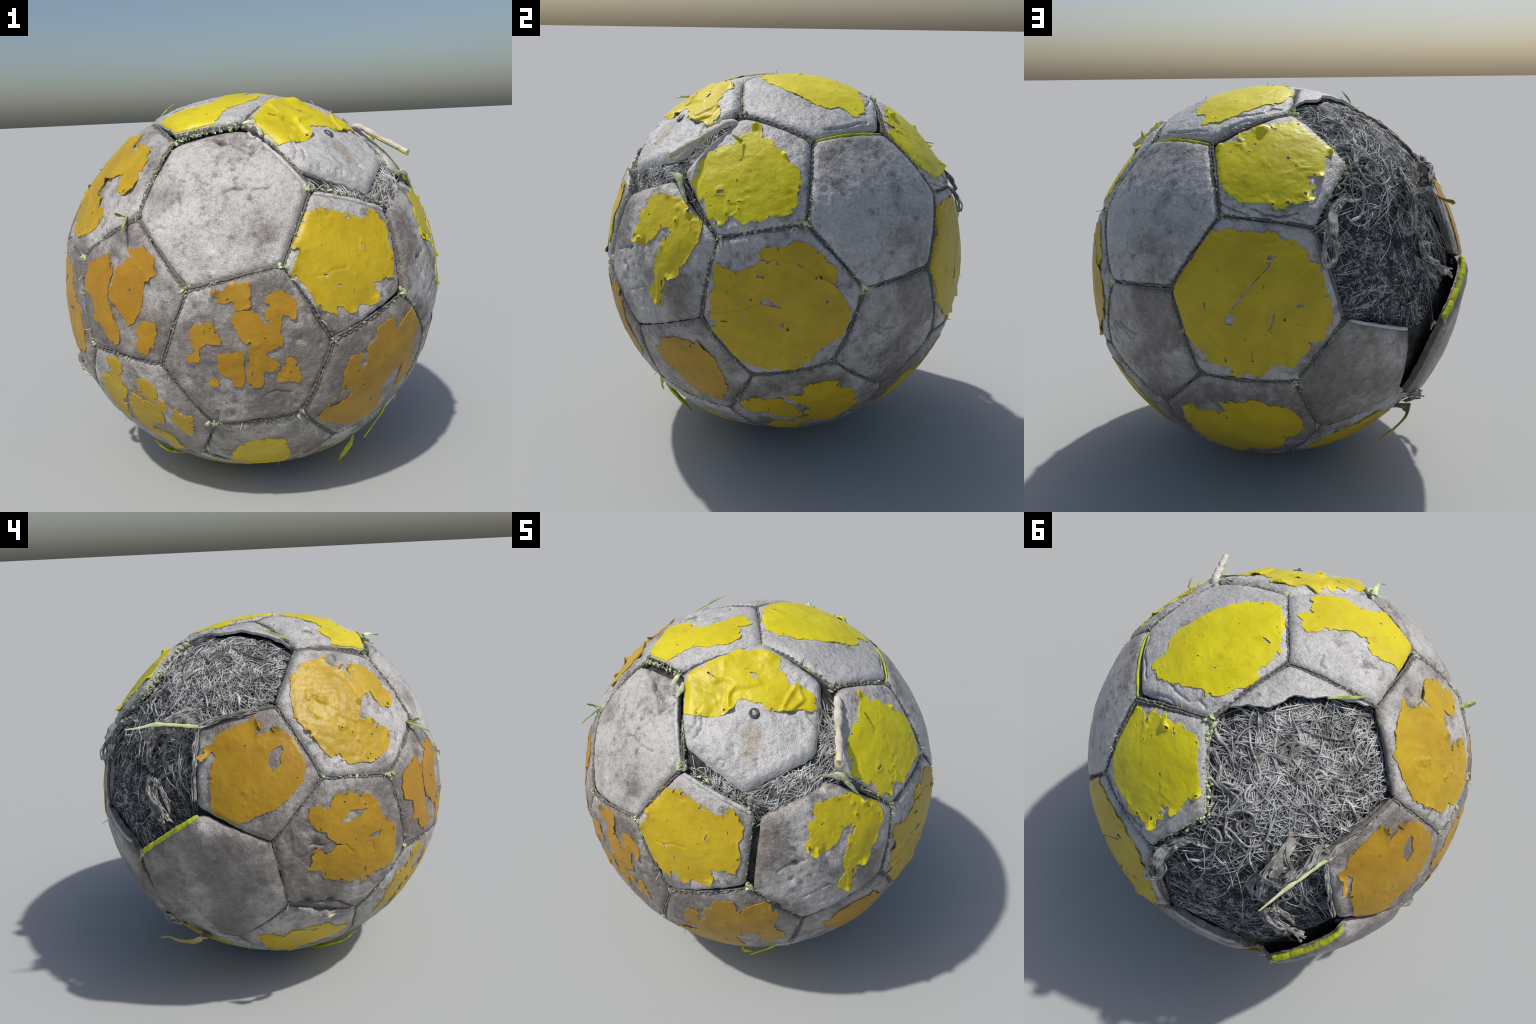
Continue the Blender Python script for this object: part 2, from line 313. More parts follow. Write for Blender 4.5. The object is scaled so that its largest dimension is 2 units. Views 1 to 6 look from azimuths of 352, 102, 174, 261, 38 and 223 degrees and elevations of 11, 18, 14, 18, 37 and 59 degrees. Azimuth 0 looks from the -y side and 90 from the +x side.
def spline(points, per=8):
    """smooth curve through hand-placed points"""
    p = np.asarray(points, float)
    p = np.vstack((2 * p[0] - p[1], p, 2 * p[-1] - p[-2]))
    out = []
    for a, b, c, d in zip(p, p[1:], p[2:], p[3:]):
        for t in np.arange(per) / per:
            out.append(0.5 * (2 * b + (c - a) * t + (2 * a - 5 * b + 4 * c - d) * t * t + (3 * b - a - 3 * c + d) * t ** 3))
    out.append(p[-2])
    return np.array(out)

def join(pieces):
    """one vertex list and one face list out of many"""
    vs, fs, n = [], [], 0
    for v, f in pieces:
        vs.append(v)
        fs.append(np.asarray(f) + n)
        n += len(v)
    return np.vstack(vs), np.vstack(fs)

# ------------------------------------------------------------------ materials
class Nodes:
    def __init__(self, name):
        self.mat = bpy.data.materials.new(name)
        self.mat.use_nodes = True
        self.tree = self.mat.node_tree
        self.bsdf = self.tree.nodes["Principled BSDF"]
        self.co = self.tree.nodes.new("ShaderNodeTexCoord").outputs["Object"]
    def link(self, a, b):
        self.tree.links.new(a, b)
    def put(self, socket, value):
        if hasattr(value, "is_output"):
            self.link(value, socket)
        else:
            socket.default_value = value
    def noise(self, scale, detail=4, rough=0.55, distort=0.0):
        n = self.tree.nodes.new("ShaderNodeTexNoise")
        self.link(self.co, n.inputs["Vector"])
        for k, v in (("Scale", scale), ("Detail", detail), ("Roughness", rough), ("Distortion", distort)):
            n.inputs[k].default_value = v
        return n.outputs["Fac"]
    def voronoi(self, scale, feature="F1"):
        n = self.tree.nodes.new("ShaderNodeTexVoronoi")
        n.feature = feature
        self.link(self.co, n.inputs["Vector"])
        n.inputs["Scale"].default_value = scale
        return n.outputs["Distance"]
    def math(self, op, a, b=0.0, clamp=False):
        n = self.tree.nodes.new("ShaderNodeMath")
        n.operation, n.use_clamp = op, clamp
        self.put(n.inputs[0], a)
        self.put(n.inputs[1], b)
        return n.outputs[0]
    def step(self, value, low, high):
        n = self.tree.nodes.new("ShaderNodeMapRange")
        n.interpolation_type = "SMOOTHSTEP"
        self.put(n.inputs["Value"], value)
        self.put(n.inputs["From Min"], low)
        self.put(n.inputs["From Max"], high)
        return n.outputs["Result"]
    def mix(self, fac, a, b, blend="MIX"):
        n = self.tree.nodes.new("ShaderNodeMix")
        n.data_type, n.blend_type = "RGBA", blend
        self.put(n.inputs["Factor"], fac)
        for s, v in ((n.inputs[6], a), (n.inputs[7], b)):
            self.put(s, v if hasattr(v, "is_output") else (*v, 1))
        return n.outputs[2]
    def prop(self, name):
        n = self.tree.nodes.new("ShaderNodeAttribute")
        n.attribute_type, n.attribute_name = "OBJECT", f'["{name}"]'
        return n.outputs["Fac"]
    def finish(self, colour, rough, bump=(), spec=0.35):
        self.put(self.bsdf.inputs["Base Color"], colour)
        self.put(self.bsdf.inputs["Roughness"], rough)
        self.bsdf.inputs["Specular IOR Level"].default_value = spec
        normal = None
        for height, strength, dist in bump:
            n = self.tree.nodes.new("ShaderNodeBump")
            n.inputs["Strength"].default_value, n.inputs["Distance"].default_value = strength, dist
            self.link(height, n.inputs["Height"])
            if normal:
                self.link(normal, n.inputs["Normal"])
            normal = n.outputs["Normal"]
        if normal:
            self.link(normal, self.bsdf.inputs["Normal"])
        return self.mat

def leather_material(name, stain=None):
    m = Nodes(name)
    grime = m.prop("grime")  # amount of dirt plus shade painted into the leather colour
    blotch, fine, speck, grain = m.noise(5, 5, 0.6), m.noise(26, 5, 0.65), m.noise(95, 3, 0.6), m.noise(125, 3, 0.6)
    c = m.mix(m.step(blotch, 0.35, 0.68), (0.455, 0.449, 0.44), (0.585, 0.578, 0.568))
    c = m.mix(m.math("MULTIPLY", grime, 0.9, True), c, (0.40, 0.368, 0.338))
    c = m.mix(m.math("MULTIPLY", m.step(m.noise(9, 5, 0.7, 0.6), 0.52, 0.70), 0.45), c, (0.70, 0.695, 0.685))
    brown = m.step(m.noise(3.4, 5, 0.65), m.math("SUBTRACT", 0.62, m.math("MULTIPLY", grime, 0.37)), m.math("SUBTRACT", 0.86, m.math("MULTIPLY", grime, 0.33)))
    c = m.mix(m.math("MULTIPLY", brown, 0.85), c, (0.140, 0.112, 0.092))
    dirt = m.step(m.math("ADD", m.math("MULTIPLY", fine, 0.62), m.math("MULTIPLY", m.noise(7, 4, 0.6), 0.5)),
                  m.math("SUBTRACT", 0.63, m.math("MULTIPLY", grime, 0.17)), m.math("SUBTRACT", 0.76, m.math("MULTIPLY", grime, 0.08)))
    c = m.mix(m.math("MULTIPLY", dirt, 0.85), c, (0.105, 0.092, 0.082))
    scuff = m.noise(48, 6, 0.72, 0.8)
    c = m.mix(m.math("MULTIPLY", m.step(scuff, 0.52, 0.64), m.math("ADD", 0.30, m.math("MULTIPLY", grime, 0.25))), c, (0.16, 0.142, 0.128))
    c = m.mix(m.math("MULTIPLY", m.step(scuff, 0.44, 0.34), m.math("SUBTRACT", 0.34, m.math("MULTIPLY", grime, 0.24))), c, (0.70, 0.69, 0.675))
    c = m.mix(m.math("MULTIPLY", m.step(speck, 0.56, 0.70), 0.6), c, (0.14, 0.125, 0.113))
    c = m.mix(m.math("MULTIPLY", m.step(grain, 0.46, 0.32), m.math("SUBTRACT", 0.42, m.math("MULTIPLY", grime, 0.34))), c, (0.66, 0.65, 0.635))
    for at in stain or ():
        n = m.tree.nodes.new("ShaderNodeVectorMath")
        n.operation = "DISTANCE"
        m.link(m.co, n.inputs[0])
        n.inputs[1].default_value = at
        near = m.step(m.math("ADD", n.outputs["Value"], m.math("MULTIPLY", m.noise(30, 4), 0.06)), 0.105, 0.062)
        c = m.mix(m.math("MULTIPLY", near, 0.75), c, (0.36, 0.295, 0.215))
    rough = m.math("ADD", 0.24, m.math("MULTIPLY", fine, 0.22))
    return m.finish(c, rough, ((fine, 0.5, 0.012), (scuff, 0.5, 0.008), (grain, 0.6, 0.006), (m.noise(230, 2, 0.5), 0.25, 0.002)), 0.8)

def paint_material():
    m = Nodes("peeling_yellow_paint")
    tone = m.prop("tone")
    broad, fine = m.noise(6, 4, 0.6), m.noise(40, 4, 0.65)
    lemon = m.mix(m.step(broad, 0.35, 0.65), (0.60, 0.52, 0.006), (0.68, 0.61, 0.010))
    ochre = m.mix(m.step(broad, 0.35, 0.65), (0.36, 0.178, 0.007), (0.45, 0.235, 0.009))  # yellow with warm, dim shade mixed into the colour
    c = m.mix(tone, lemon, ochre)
    c = m.mix(m.math("MULTIPLY", m.math("MULTIPLY", tone, tone), 0.30), c, (0.25, 0.14, 0.015))
    c = m.mix(m.math("MULTIPLY", m.step(m.noise(13, 5, 0.65), 0.55, 0.72), 0.30), c, (0.36, 0.22, 0.012))
    c = m.mix(m.math("MULTIPLY", m.step(fine, 0.62, 0.75), 0.30), c, (0.30, 0.17, 0.02))
    c = m.mix(m.math("MULTIPLY", m.step(m.noise(120, 2), 0.68, 0.78), 0.55), c, (0.12, 0.085, 0.03))
    return m.finish(c, m.math("ADD", 0.36, m.math("MULTIPLY", fine, 0.2)), ((m.noise(11, 4, 0.6), 0.35, 0.016), (fine, 0.22, 0.005)), 0.4)

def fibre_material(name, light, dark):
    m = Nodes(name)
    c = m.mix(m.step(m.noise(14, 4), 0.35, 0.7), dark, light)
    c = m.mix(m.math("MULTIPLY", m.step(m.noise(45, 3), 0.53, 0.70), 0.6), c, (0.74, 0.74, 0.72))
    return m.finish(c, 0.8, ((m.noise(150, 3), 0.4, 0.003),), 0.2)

def moss_material(name, a, b, grey, amount):
    m = Nodes(name)
    c = m.mix(m.step(m.noise(30, 4), 0.35, 0.65), a, b)
    c = m.mix(m.step(m.noise(12, 4, 0.6), amount, amount + 0.14), grey, c)
    return m.finish(c, 0.8, ((m.noise(120, 4), 0.6, 0.004),), 0.2)

def plain_material(name, a, b, scale, rough, spec=0.3):
    m = Nodes(name)
    c = m.mix(m.step(m.noise(scale, 4), 0.35, 0.65), a, b)
    return m.finish(c, rough, ((m.noise(scale * 4, 4), 0.5, 0.004),), spec)

LEATHER, YELLOW = leather_material("worn_leather"), paint_material()
STAINED = leather_material("stained_leather", ((0.405, -0.560, 1.722), (0.437, -0.604, 1.682)))
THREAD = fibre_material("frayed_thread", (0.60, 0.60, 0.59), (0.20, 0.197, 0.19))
DARK_THREAD = fibre_material("shadowed_thread", (0.12, 0.12, 0.12), (0.05, 0.05, 0.05))  # same thread darkened: shade between the strands put into its colour
ROPE = fibre_material("matted_thread", (0.42, 0.41, 0.385), (0.17, 0.16, 0.145))
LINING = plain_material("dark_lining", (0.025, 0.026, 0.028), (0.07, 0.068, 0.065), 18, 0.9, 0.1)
SEAM = moss_material("mossy_seam", (0.26, 0.31, 0.14), (0.40, 0.47, 0.25), (0.155, 0.148, 0.138), 0.58)
MOSS = moss_material("pale_moss", (0.42, 0.50, 0.22), (0.66, 0.72, 0.46), (0.30, 0.30, 0.25), 0.40)
LIME = moss_material("lime_growth", (0.40, 0.46, 0.02), (0.58, 0.62, 0.03), (0.30, 0.33, 0.08), 0.36)
BLADE = plain_material("grass_green", (0.20, 0.26, 0.06), (0.38, 0.46, 0.14), 20, 0.6)
BARK = plain_material("bleached_bark", (0.50, 0.45, 0.38), (0.66, 0.61, 0.53), 25, 0.8)
RUBBER = plain_material("valve_rubber", (0.05, 0.06, 0.07), (0.09, 0.10, 0.11), 40, 0.5)
STAIN = plain_material("rust_stain", (0.36, 0.30, 0.22), (0.45, 0.41, 0.34), 40, 0.8)
BARK_YELLOW = plain_material("yellowed_strip", (0.42, 0.30, 0.06), (0.40, 0.36, 0.26), 14, 0.8)
BLADE_PALE = plain_material("pale_stalk", (0.46, 0.52, 0.24), (0.60, 0.66, 0.40), 14, 0.7)

# ------------------------------------------------------------------ the leather surface
FLAT_STEP, PAINT_STEP = 0.0066, 0.0054
GAP = 0.007                       # half width of a closed seam
HOLLOWS = []                      # (panel, x mm, y mm, radius mm, depth mm)
def hollow(*a):
    HOLLOWS.append(a)
hollow("H6", 104, 286, 35, 22)
hollow("H6", 185, 322, 25, 16)
hollow("H6", -201, -202, 13, 14)
hollow("H6", -192, -265, 14, 8)
hollow("H6", 35, 270, 22, 12)
hollow("H5", 155, -52, 22, 20)
hollow("H5", 207, 27, 18, 15)
hollow("H5", 5, -39, 30, 10)
hollow("H5", 181, -50, 55, 14)
hollow("H17", -110, -144, 20, 18)
hollow("H17", 220, -266, 28, 22)
hollow("H17", 273, -148, 28, 22)
hollow("H1", 89, 232, 28, 14)
hollow("H1", 171, 297, 18, 14)
hollow("P4", 69, -78, 18, 10)
hollow("H14", 215, 90, 14, 12)
hollow("P7", 100, 241, 35, 12)
hollow("P7", 24, -68, 18, 12)
hollow("H10", 72, -76, 28, 14)
hollow("H10", 210, 86, 35, 8)
hollow("H7", 169, 56, 25, 8)
hollow("H7", 299, 14, 30, 8)
hollow("H7", 267, 87, 25, 8)
hollow("H7", 108, 159, 14, 8)
hollow("H1", -321, -52, 40, 8)
hollow("H1", -250, 42, 30, 8)
hollow("P5", -213, 54, 18, 10)
hollow("P1", 296, -116, 40, 8)

CRACKS = []                       # (panel, line in mm, depth mm)
def crack(name, depth, *points):
    CRACKS.append((name, np.array(points, float), depth))
def polyline_distance(q, line):
    best = np.full(len(q), 1e9)
    for a, b in zip(line, line[1:]):
        t = np.clip((q - a) @ (b - a) / ((b - a) @ (b - a) + 1e-9), 0, 1)
        best = np.minimum(best, np.linalg.norm(q - (a + (b - a) * t[:, None]), axis=1))
    return best
crack("H6", 14, (4, 300), (113, 223), (162, 178))
crack("H6", 12, (-134, 357), (50, 276))
crack("H6", 10, (162, 178), (193, 225))
crack("H6", 14, (21, -4), (57, 10), (99, 7))
crack("H6", 12, (147, -9), (190, -7), (227, -2))
crack("H6", 10, (-189, 43), (-184, 0))
crack("H6", 14, (20, 285), (80, 266), (145, 240))
crack("H6", 8, (195, 214), (226, 270))
crack("H6", 8, (-302, -96), (-270, -112))
crack("P9", 14, (-226, 213), (-251, 161), (-262, 76))
crack("P9", 16, (-236, 66), (-253, -10), (-244, -88), (-218, -134))
crack("P9", 12, (-245, -118), (-248, -171), (-262, -212))
crack("H11", 9, (-257, -116), (-244, -243), (-194, -281), (-200, -329))
crack("H11", 9, (-357, -63), (-308, -142), (-297, -188))
crack("H11", 12, (-211, 278), (-274, 185), (-337, 32))
crack("P3", 9, (-222, 114), (-199, 84), (-246, 88), (-254, 60))
crack("P3", 8, (-124, 47), (-72, 9))
crack("P3", 9, (-189, -169), (-151, -183), (-114, -167))
crack("H17", 14, (215, -320), (247, -217), (298, -105), (430, -15))
crack("H17", 10, (-106, -179), (-82, -109))
crack("H5", 9, (248, -55), (181, -50), (116, -42))
crack("H5", 9, (195, 167), (123, 164), (52, 166))
crack("H7", 9, (335, -131), (275, -129), (230, -188))
crack("H7", 8, (310, -85), (258, -99), (224, -153))
crack("H7", 8, (259, 73), (236, 96), (266, 114))
crack("H7", 9, (132, 111), (108, 159), (119, 179))
crack("H1", 8, (134, -289), (182, -323), (195, -382))
crack("P4", 9, (118, -120), (70, -74), (6, -45))
crack("H1", 7, (200, -37), (214, -3), (267, 41))
crack("P10", 7, (309, -116), (224, -90))
crack("P4", 8, (162, -132), (82, -46), (36, -27))
crack("H15", 7, (-174, -147), (-217, -220))
crack("H9", 10, (148, -308), (93, -209), (26, -110), (1, -87))
crack("H9", 9, (118, 52), (192, 82), (259, 97))
crack("H9", 8, (-46, 208), (-88, 243))
crack("H10", 9, (128, 76), (70, 3), (37, -31))
crack("H10", 9, (-64, -42), (-162, -93), (-190, -127))
crack("H10", 7, (-87, 216), (-93, 133))
crack("H17", 8, (57, 71), (9, 101), (20, 139), (77, 142))
crack("H17", 8, (-52, -40), (-33, -9), (17, 24))
crack("P1", 9, (121, -158), (110, -114), (82, -80), (63, -18))
crack("H7", 9, (163, -278), (120, -213), (126, -166))
crack("P3", 5, (-13, -94), (76, -152))
crack("H11", 5, (-56, -204), (21, -256), (57, -265))

def panel_distance(p, q, wobble=True):
    d = polygon_distance(q, p.round_outline) + p.gap
    if wobble:
        d = d + 0.0035 * noise(p.direction(q), 22, 5) + 0.0025 * noise(p.direction(q), 55, 15)
    if p.name == "H12":
        d = np.maximum(d, polygon_distance(q, p.torn) + 0.010 * noise(p.direction(q), 14, 9) + 0.006 * noise(p.direction(q), 45, 3))
    return d

def surface_height(p, q, smooth_skin=False):
    """distance from the ball's centre to the leather of panel p at flat places q"""
    d = p.direction(q)
    edge = np.maximum(-polygon_distance(q, p.round_outline), 0)
    fall = 1 - np.clip(edge / p.edge_width, 0, 1)
    fine = 0.35 if smooth_skin else 1.0
    h = SKIN + p.raise_ + p.bulge * smooth(edge / 0.22) - p.edge_drop * fall ** 2.2
    h = h + SHAPE(d) + q @ np.array(TILT.get(p.name, (0.0, 0.0)))
    h = h + 0.0042 * p.lumpy * fractal(d, 5.0, 1, 2) + 0.0019 * fine * fractal(d, 24, 2, 3) * (0.6 + 0.8 * p.lumpy)
    pit = noise(d, 17, 21)
    h = h - 0.010 * (fine - 0.35) * p.lumpy * smooth((pit - 0.45) / 0.4) * smooth((noise(d, 4, 22) + 0.1) / 0.4)
    h = h + 0.0013 * (fine - 0.35) * noise(d, 62, 6)
    for name, line, depth in CRACKS:
        if name == p.name:
            t = polyline_distance(q * 1000 + 5 * np.stack((noise(d, 30, 61), noise(d, 30, 62)), -1), line)
            h = h - depth / 1000 * np.exp(-(t / 6.0) ** 2) * fine
    for name, x, y, r, depth in HOLLOWS:
        if name == p.name:
            t = np.hypot(q[:, 0] * 1000 - x, q[:, 1] * 1000 - y) / r
            h = h - depth / 1000 * np.exp(-t ** 2 * 1.5) * (1 + 0.5 * noise(d, 30, 8))
    if p.name == "H18":                    # the burst top edge bends outward
        a, b = p.outline[p.keys.index((11, 10))], p.outline[p.keys.index((10, 11))]
        t = np.clip(((q - a) @ (b - a)) / ((b - a) @ (b - a)), 0, 1)
        away = np.linalg.norm(q - (a + (b - a) * t[:, None]), axis=1)
        h = h + 0.030 * np.exp(-(away / 0.13) ** 2) * smooth(t / 0.25 + 0.3)
    return h

def SHAPE(d):
    """slow departures of the ball from a true sphere"""
    return 0.010 * d[:, 1] - 0.004 * d[:, 0] + 0.003 * d[:, 2] - 0.0035 * d[:, 0] * d[:, 1] + 0.001 * d[:, 0] * d[:, 2] - 0.006 * d[:, 0] * np.minimum(d[:, 2], 0)

LUMPY = {"H6": 0.5, "H14": 0.5, "P4": 0.7, "P10": 0.3, "H18": 0.4, "H7": 1.5, "H5": 1.4, "H10": 1.5, "H1": 1.3, "H9": 0.9, "P8": 0.9, "P3": 1.1, "H17": 1.2, "P7": 1.2}
BULGE = {"H7": -0.023, "H10": -0.010, "H1": -0.006, "P1": -0.006, "H9": -0.006}
RAISE = {"H18": 0.034, "P11": 0.014, "H7": 0.007, "P3": 0.012, "P10": 0.007, "H8": 0.004, "H13": 0.003, "P6": 0.008, "H2": 0.003, "H11": 0.002, "H5": 0.007, "P5": 0.006, "P9": 0.003}
# panels that stand askew: rise per metre along the two directions of the panel drawing
TILT = {"H18": (-0.040, -0.050), "P3": (0.034, -0.030), "H7": (0.028, -0.040), "P11": (-0.040, 0.0), "P10": (-0.020, -0.015), "H6": (0.010, 0.028), "P9": (-0.010, -0.042)}
DROP = {"H7": 0.030, "H5": 0.022, "H18": 0.020}
GRIME_AND_SHADE = {"H6": 0.48, "H14": 0.42, "P4": 0.85, "H18": 1.0, "P10": 0.95, "H1": 0.95, "P7": 1.0, "H4": 0.9, "H0": 1.0, "H17": 1.0, "P11": 0.9, "H10": 0.5, "H5": 0.6, "P5": 0.75, "P2": 0.85, "H7": 0.05, "P3": 0.1, "H11": 0.05, "P1": 0.55, "P8": 0.3, "H9": 0.6, "P9": 0.4, "H15": 0.6, "H13": 1.0, "H8": 0.95, "P0": 0.75, "H12": 0.15}  # brown dirt, plus baked shade of low and shaded-side panels kept as colour
TONE = {"P1": 0.55, "H5": 0.25, "H7": 0.2, "P3": 0.15, "H15": 0.5, "H9": 0.6, "H13": 0.5, "H10": 0.7, "P11": 0.9, "H17": 0.9, "P7": 1.0, "H1": 0.95, "H4": 0.65, "P0": 0.4, "H0": 0.9, "P2": 0.9, "H8": 0.6, "P5": 0.5, "H16": 0.5, "P6": 0.3, "H2": 0.4, "H3": 0.4}  # lemon to ochre: partly paint hue, partly baked shade of lower panels
for name, p in PANEL.items():
    p.lumpy, p.bulge, p.raise_ = LUMPY.get(name, 0.8), BULGE.get(name, -0.003), RAISE.get(name, 0.0)
    p.edge_width, p.edge_drop = (0.075 if name in DROP else 0.045), DROP.get(name, 0.018)
    p.gap = 0.001 if any(k[0] == name for k in LOOSE_CORNER) or name in LOOSE_OUTLINE else GAP
    p.round_outline = rounded_polygon(p.outline, 0.035)
    if name == "H12":
        rest = np.array(TORN_EDGE) / 1000
        beyond = np.array(((0.6, -0.5), (0.6, 0.5)))
        p.torn = np.vstack((rest, beyond))

football = bpy.data.objects.new("football", None)
bpy.context.scene.collection.objects.link(football)
football["label"] = "battered old football with peeling yellow paint and torn-open panels"
football["category"] = "soccer ball"

MISSING = ("H19",)
FREE_EDGED = ("H18", "H12", "P10", "P11", "P9", "P3", "H11", "H6", "H7", "H5", "P1", "P8", "H10", "H15")
panel_object = {}
for name, p in PANEL.items():
    if name in MISSING:
        continue
    lo, hi = p.outline.min(0) - 0.03, p.outline.max(0) + 0.03
    q, tris = cut_sheet(lambda x: panel_distance(p, x), lo, hi, FLAT_STEP)
    d, h = p.direction(q), surface_height(p, q)
    edge = np.maximum(-panel_distance(p, q, False), 0)
    under = h - (0.015 if name == "H12" else 0.032) - 0.006 * smooth(edge / 0.05)
    v, f = shell(CENTRE + d * h[:, None], CENTRE + d * under[:, None], tris)
    if name not in FREE_EDGED:                 # the underside of a sewn-in panel lies on the lining
        f = f[np.sort(f, 1)[:, 0] < len(q)]
        used, f = np.unique(f, return_inverse=True)
        v, f = v[used], f.reshape(-1, 3)
    v[:, 2] = np.maximum(v[:, 2], 0.003)
    kind = "pentagon_panel" if name[0] == "P" else "hexagon_panel"
    panel_object[name] = add_mesh(kind, v, f, STAINED if name == "H7" else LEATHER, football, 50, grime=0.10 + 0.72 * GRIME_AND_SHADE.get(name, 0.6))

# ------------------------------------------------------------------ paint flakes
def ragged(p, poly, holes, q, seed):
    d = p.direction(q)
    s = polygon_distance(q, poly)
    s = s + 0.005 * noise(d, 28, seed) + 0.0045 * noise(d, 62, seed + 1) + 0.0025 * noise(d, 120, seed + 4)
    nick = noise(d, 48, seed + 2)
    s = s + 0.016 * smooth((nick - 0.42) / 0.3) * (s > -0.03)
    for hole_poly in holes:
        s = np.maximum(s, -(polygon_distance(q, hole_poly) + 0.003 * noise(d, 60, seed + 3)))
    pin = noise(d, 36, seed + 5)                               # stray pinholes
    s = np.maximum(s, (pin - 0.90) * 0.03)
    return s

def paint_flake(p, poly, holes, seed, lift):
    lo, hi = poly.min(0) - 0.02, poly.max(0) + 0.02
    dist = lambda x: np.maximum(ragged(p, poly, holes, x, seed), panel_distance(p, x) + 0.004)
    q, tris = cut_sheet(dist, lo, hi, PAINT_STEP)
    if not len(tris):
        return
    d, h = p.direction(q), surface_height(p, q, True)
    inward = np.maximum(-ragged(p, poly, [], q, seed), 0)
    curl = np.exp(-(inward / 0.016) ** 2) * np.maximum(noise(d, 15, seed + 7) + 0.15, 0) ** 1.3 * lift * 0.55
    crinkle = {"H10": 0.0017, "H9": 0.0009}.get(p.name, 0.0005) * fractal(d, 26, seed + 9, 2)
    fold = 1 - np.abs(fractal(d, 6.5, seed + 8, 2)) * 5
    curl = curl + WRINKLE.get(p.name, 0.0) * smooth(fold) * smooth((noise(d, 5, seed + 6) + 0.4) / 0.5)
    for name, x, y, r, up in CURLED:
        if name == p.name:
            t = np.hypot(q[:, 0] * 1000 - x, q[:, 1] * 1000 - y) / r
            curl = curl + 1.15 * up / 1000 * np.exp(-t ** 2 * 2) * np.exp(-inward / 0.03)
    thick = 0.0034
    low = h - 0.0015 + curl
    top = h + thick + curl + crinkle
    v, f = shell(CENTRE + d * top[:, None], CENTRE + d * low[:, None], tris)
    v[:, 2] = np.maximum(v[:, 2], 0.0)
    return add_mesh("paint_flake", v, f, YELLOW, panel_object[p.name], 60, tone=TONE.get(p.name, 0.0))

WRINKLE = {"H7": 0.013, "H5": 0.003}
CURLED = []                       # (panel, x mm, y mm, radius mm, height mm) where a flake stands up
def curled(*a):
    CURLED.append(a)
curled("H7", -191, -263, 45, 34)
curled("H7", 136, -182, 25, 10)
curled("H7", -198, 60, 25, 8)
curled("H5", 56, -60, 50, 26)
curled("H5", -157, -253, 30, 8)
curled("H5", -283, -137, 25, 16)
curled("H5", -17, 258, 25, 12)
curled("H5", -144, 158, 35, 14)
curled("P11", -15, 244, 45, 55)
curled("P11", 241, 45, 40, 14)
curled("P11", 240, -47, 35, 16)
curled("H10", 234, 130, 50, 45)
curled("H10", -268, 152, 22, 18)
curled("H10", 34, -27, 25, 16)
curled("H10", -162, -93, 18, 16)
curled("H10", -8, -133, 25, 10)
curled("H10", -286, 107, 22, 12)
curled("P9", 181, 112, 40, 26)
curled("P9", -156, -172, 40, 24)
curled("P9", 125, -222, 30, 12)
curled("P9", -22, -198, 25, 14)
curled("P9", 80, 295, 30, 10)
curled("P8", 1, -255, 30, 20)
curled("P8", -162, -95, 20, 12)
curled("P8", 121, 256, 22, 10)
curled("P2", -218, -58, 60, 10)
curled("H9", -183, 168, 70, 12)
curled("H9", 264, 152, 60, 8)
curled("H9", 186, 249, 40, 12)
curled("H9", 36, -316, 35, 10)
curled("H15", -187, 246, 45, 14)
curled("H15", -63, 317, 40, 10)
curled("H15", 40, 348, 35, 12)
curled("H15", 153, 294, 40, 10)
curled("H15", -264, -213, 40, 10)
curled("H1", -325, 82, 22, 14)
curled("H1", -9, 288, 30, 6)
curled("P1", 163, 172, 35, 14)
curled("P1", 106, -267, 35, 12)
curled("P1", 9, -287, 40, 8)
curled("P1", 241, 64, 25, 8)
curled("P7", 76, -61, 22, 14)
curled("P7", 21, 171, 22, 10)
curled("P3", 90, 214, 30, 6)

# the underside, which no one sees: broad worn patches in the middle of each panel
def worn_patch(name, size, seed, dx=0.0, dy=0.0):
    r = np.random.default_rng(seed)
    a = np.linspace(0, math.tau, 22, endpoint=False)
    rad = size * (1 + 0.22 * np.sin(2 * a + r.uniform(0, 6)) + 0.14 * np.sin(3 * a + r.uniform(0, 6)) + 0.1 * r.standard_normal(22))
    PAINT.append((name, np.stack((np.cos(a) * rad + dx, np.sin(a) * rad + dy), -1), []))
worn_patch("H16", 0.25, 2, -0.07, 0.02)
worn_patch("H2", 0.22, 3)
worn_patch("H3", 0.26, 4)
worn_patch("P6", 0.19, 5)


for k, (name, poly, holes) in enumerate(PAINT):
    paint_flake(PANEL[name], poly, holes, 100 + 11 * k, LIFT.get(name, 0.008))

# ------------------------------------------------------------------ lining under the leather
def lining_height(d):
    bare = smooth((np.maximum(d @ PANEL["H12"].n, d @ PANEL["H19"].n) - 0.89) / 0.05)
    h = 0.950 - 0.014 * bare + 0.006 * fractal(d, 6, 40, 3) + SHAPE(d)
    open_cavity = d @ CAVITY
    return h - 0.004 * smooth((open_cavity - 0.975) / 0.02)

CAVITY = unit(np.array((-0.76, 0.60, 1.20)) - CENTRE)
def sphere_grid(rows, cols):
    t, a = np.linspace(0, math.pi, rows), np.arange(cols) * math.tau / cols
    d = np.stack((np.sin(t)[:, None] * np.cos(a), np.sin(t)[:, None] * np.sin(a), np.cos(t)[:, None] * np.ones(cols)), -1)
    i, j = np.mgrid[0:rows - 1, 0:cols]
    p, q = (i * cols + j).ravel(), (i * cols + (j + 1) % cols).ravel()
    return d.reshape(-1, 3), np.stack((p, p + cols, q + cols, q), -1)
d, f = sphere_grid(150, 300)
add_mesh("lining", CENTRE + d * lining_height(d)[:, None], f, LINING, football)

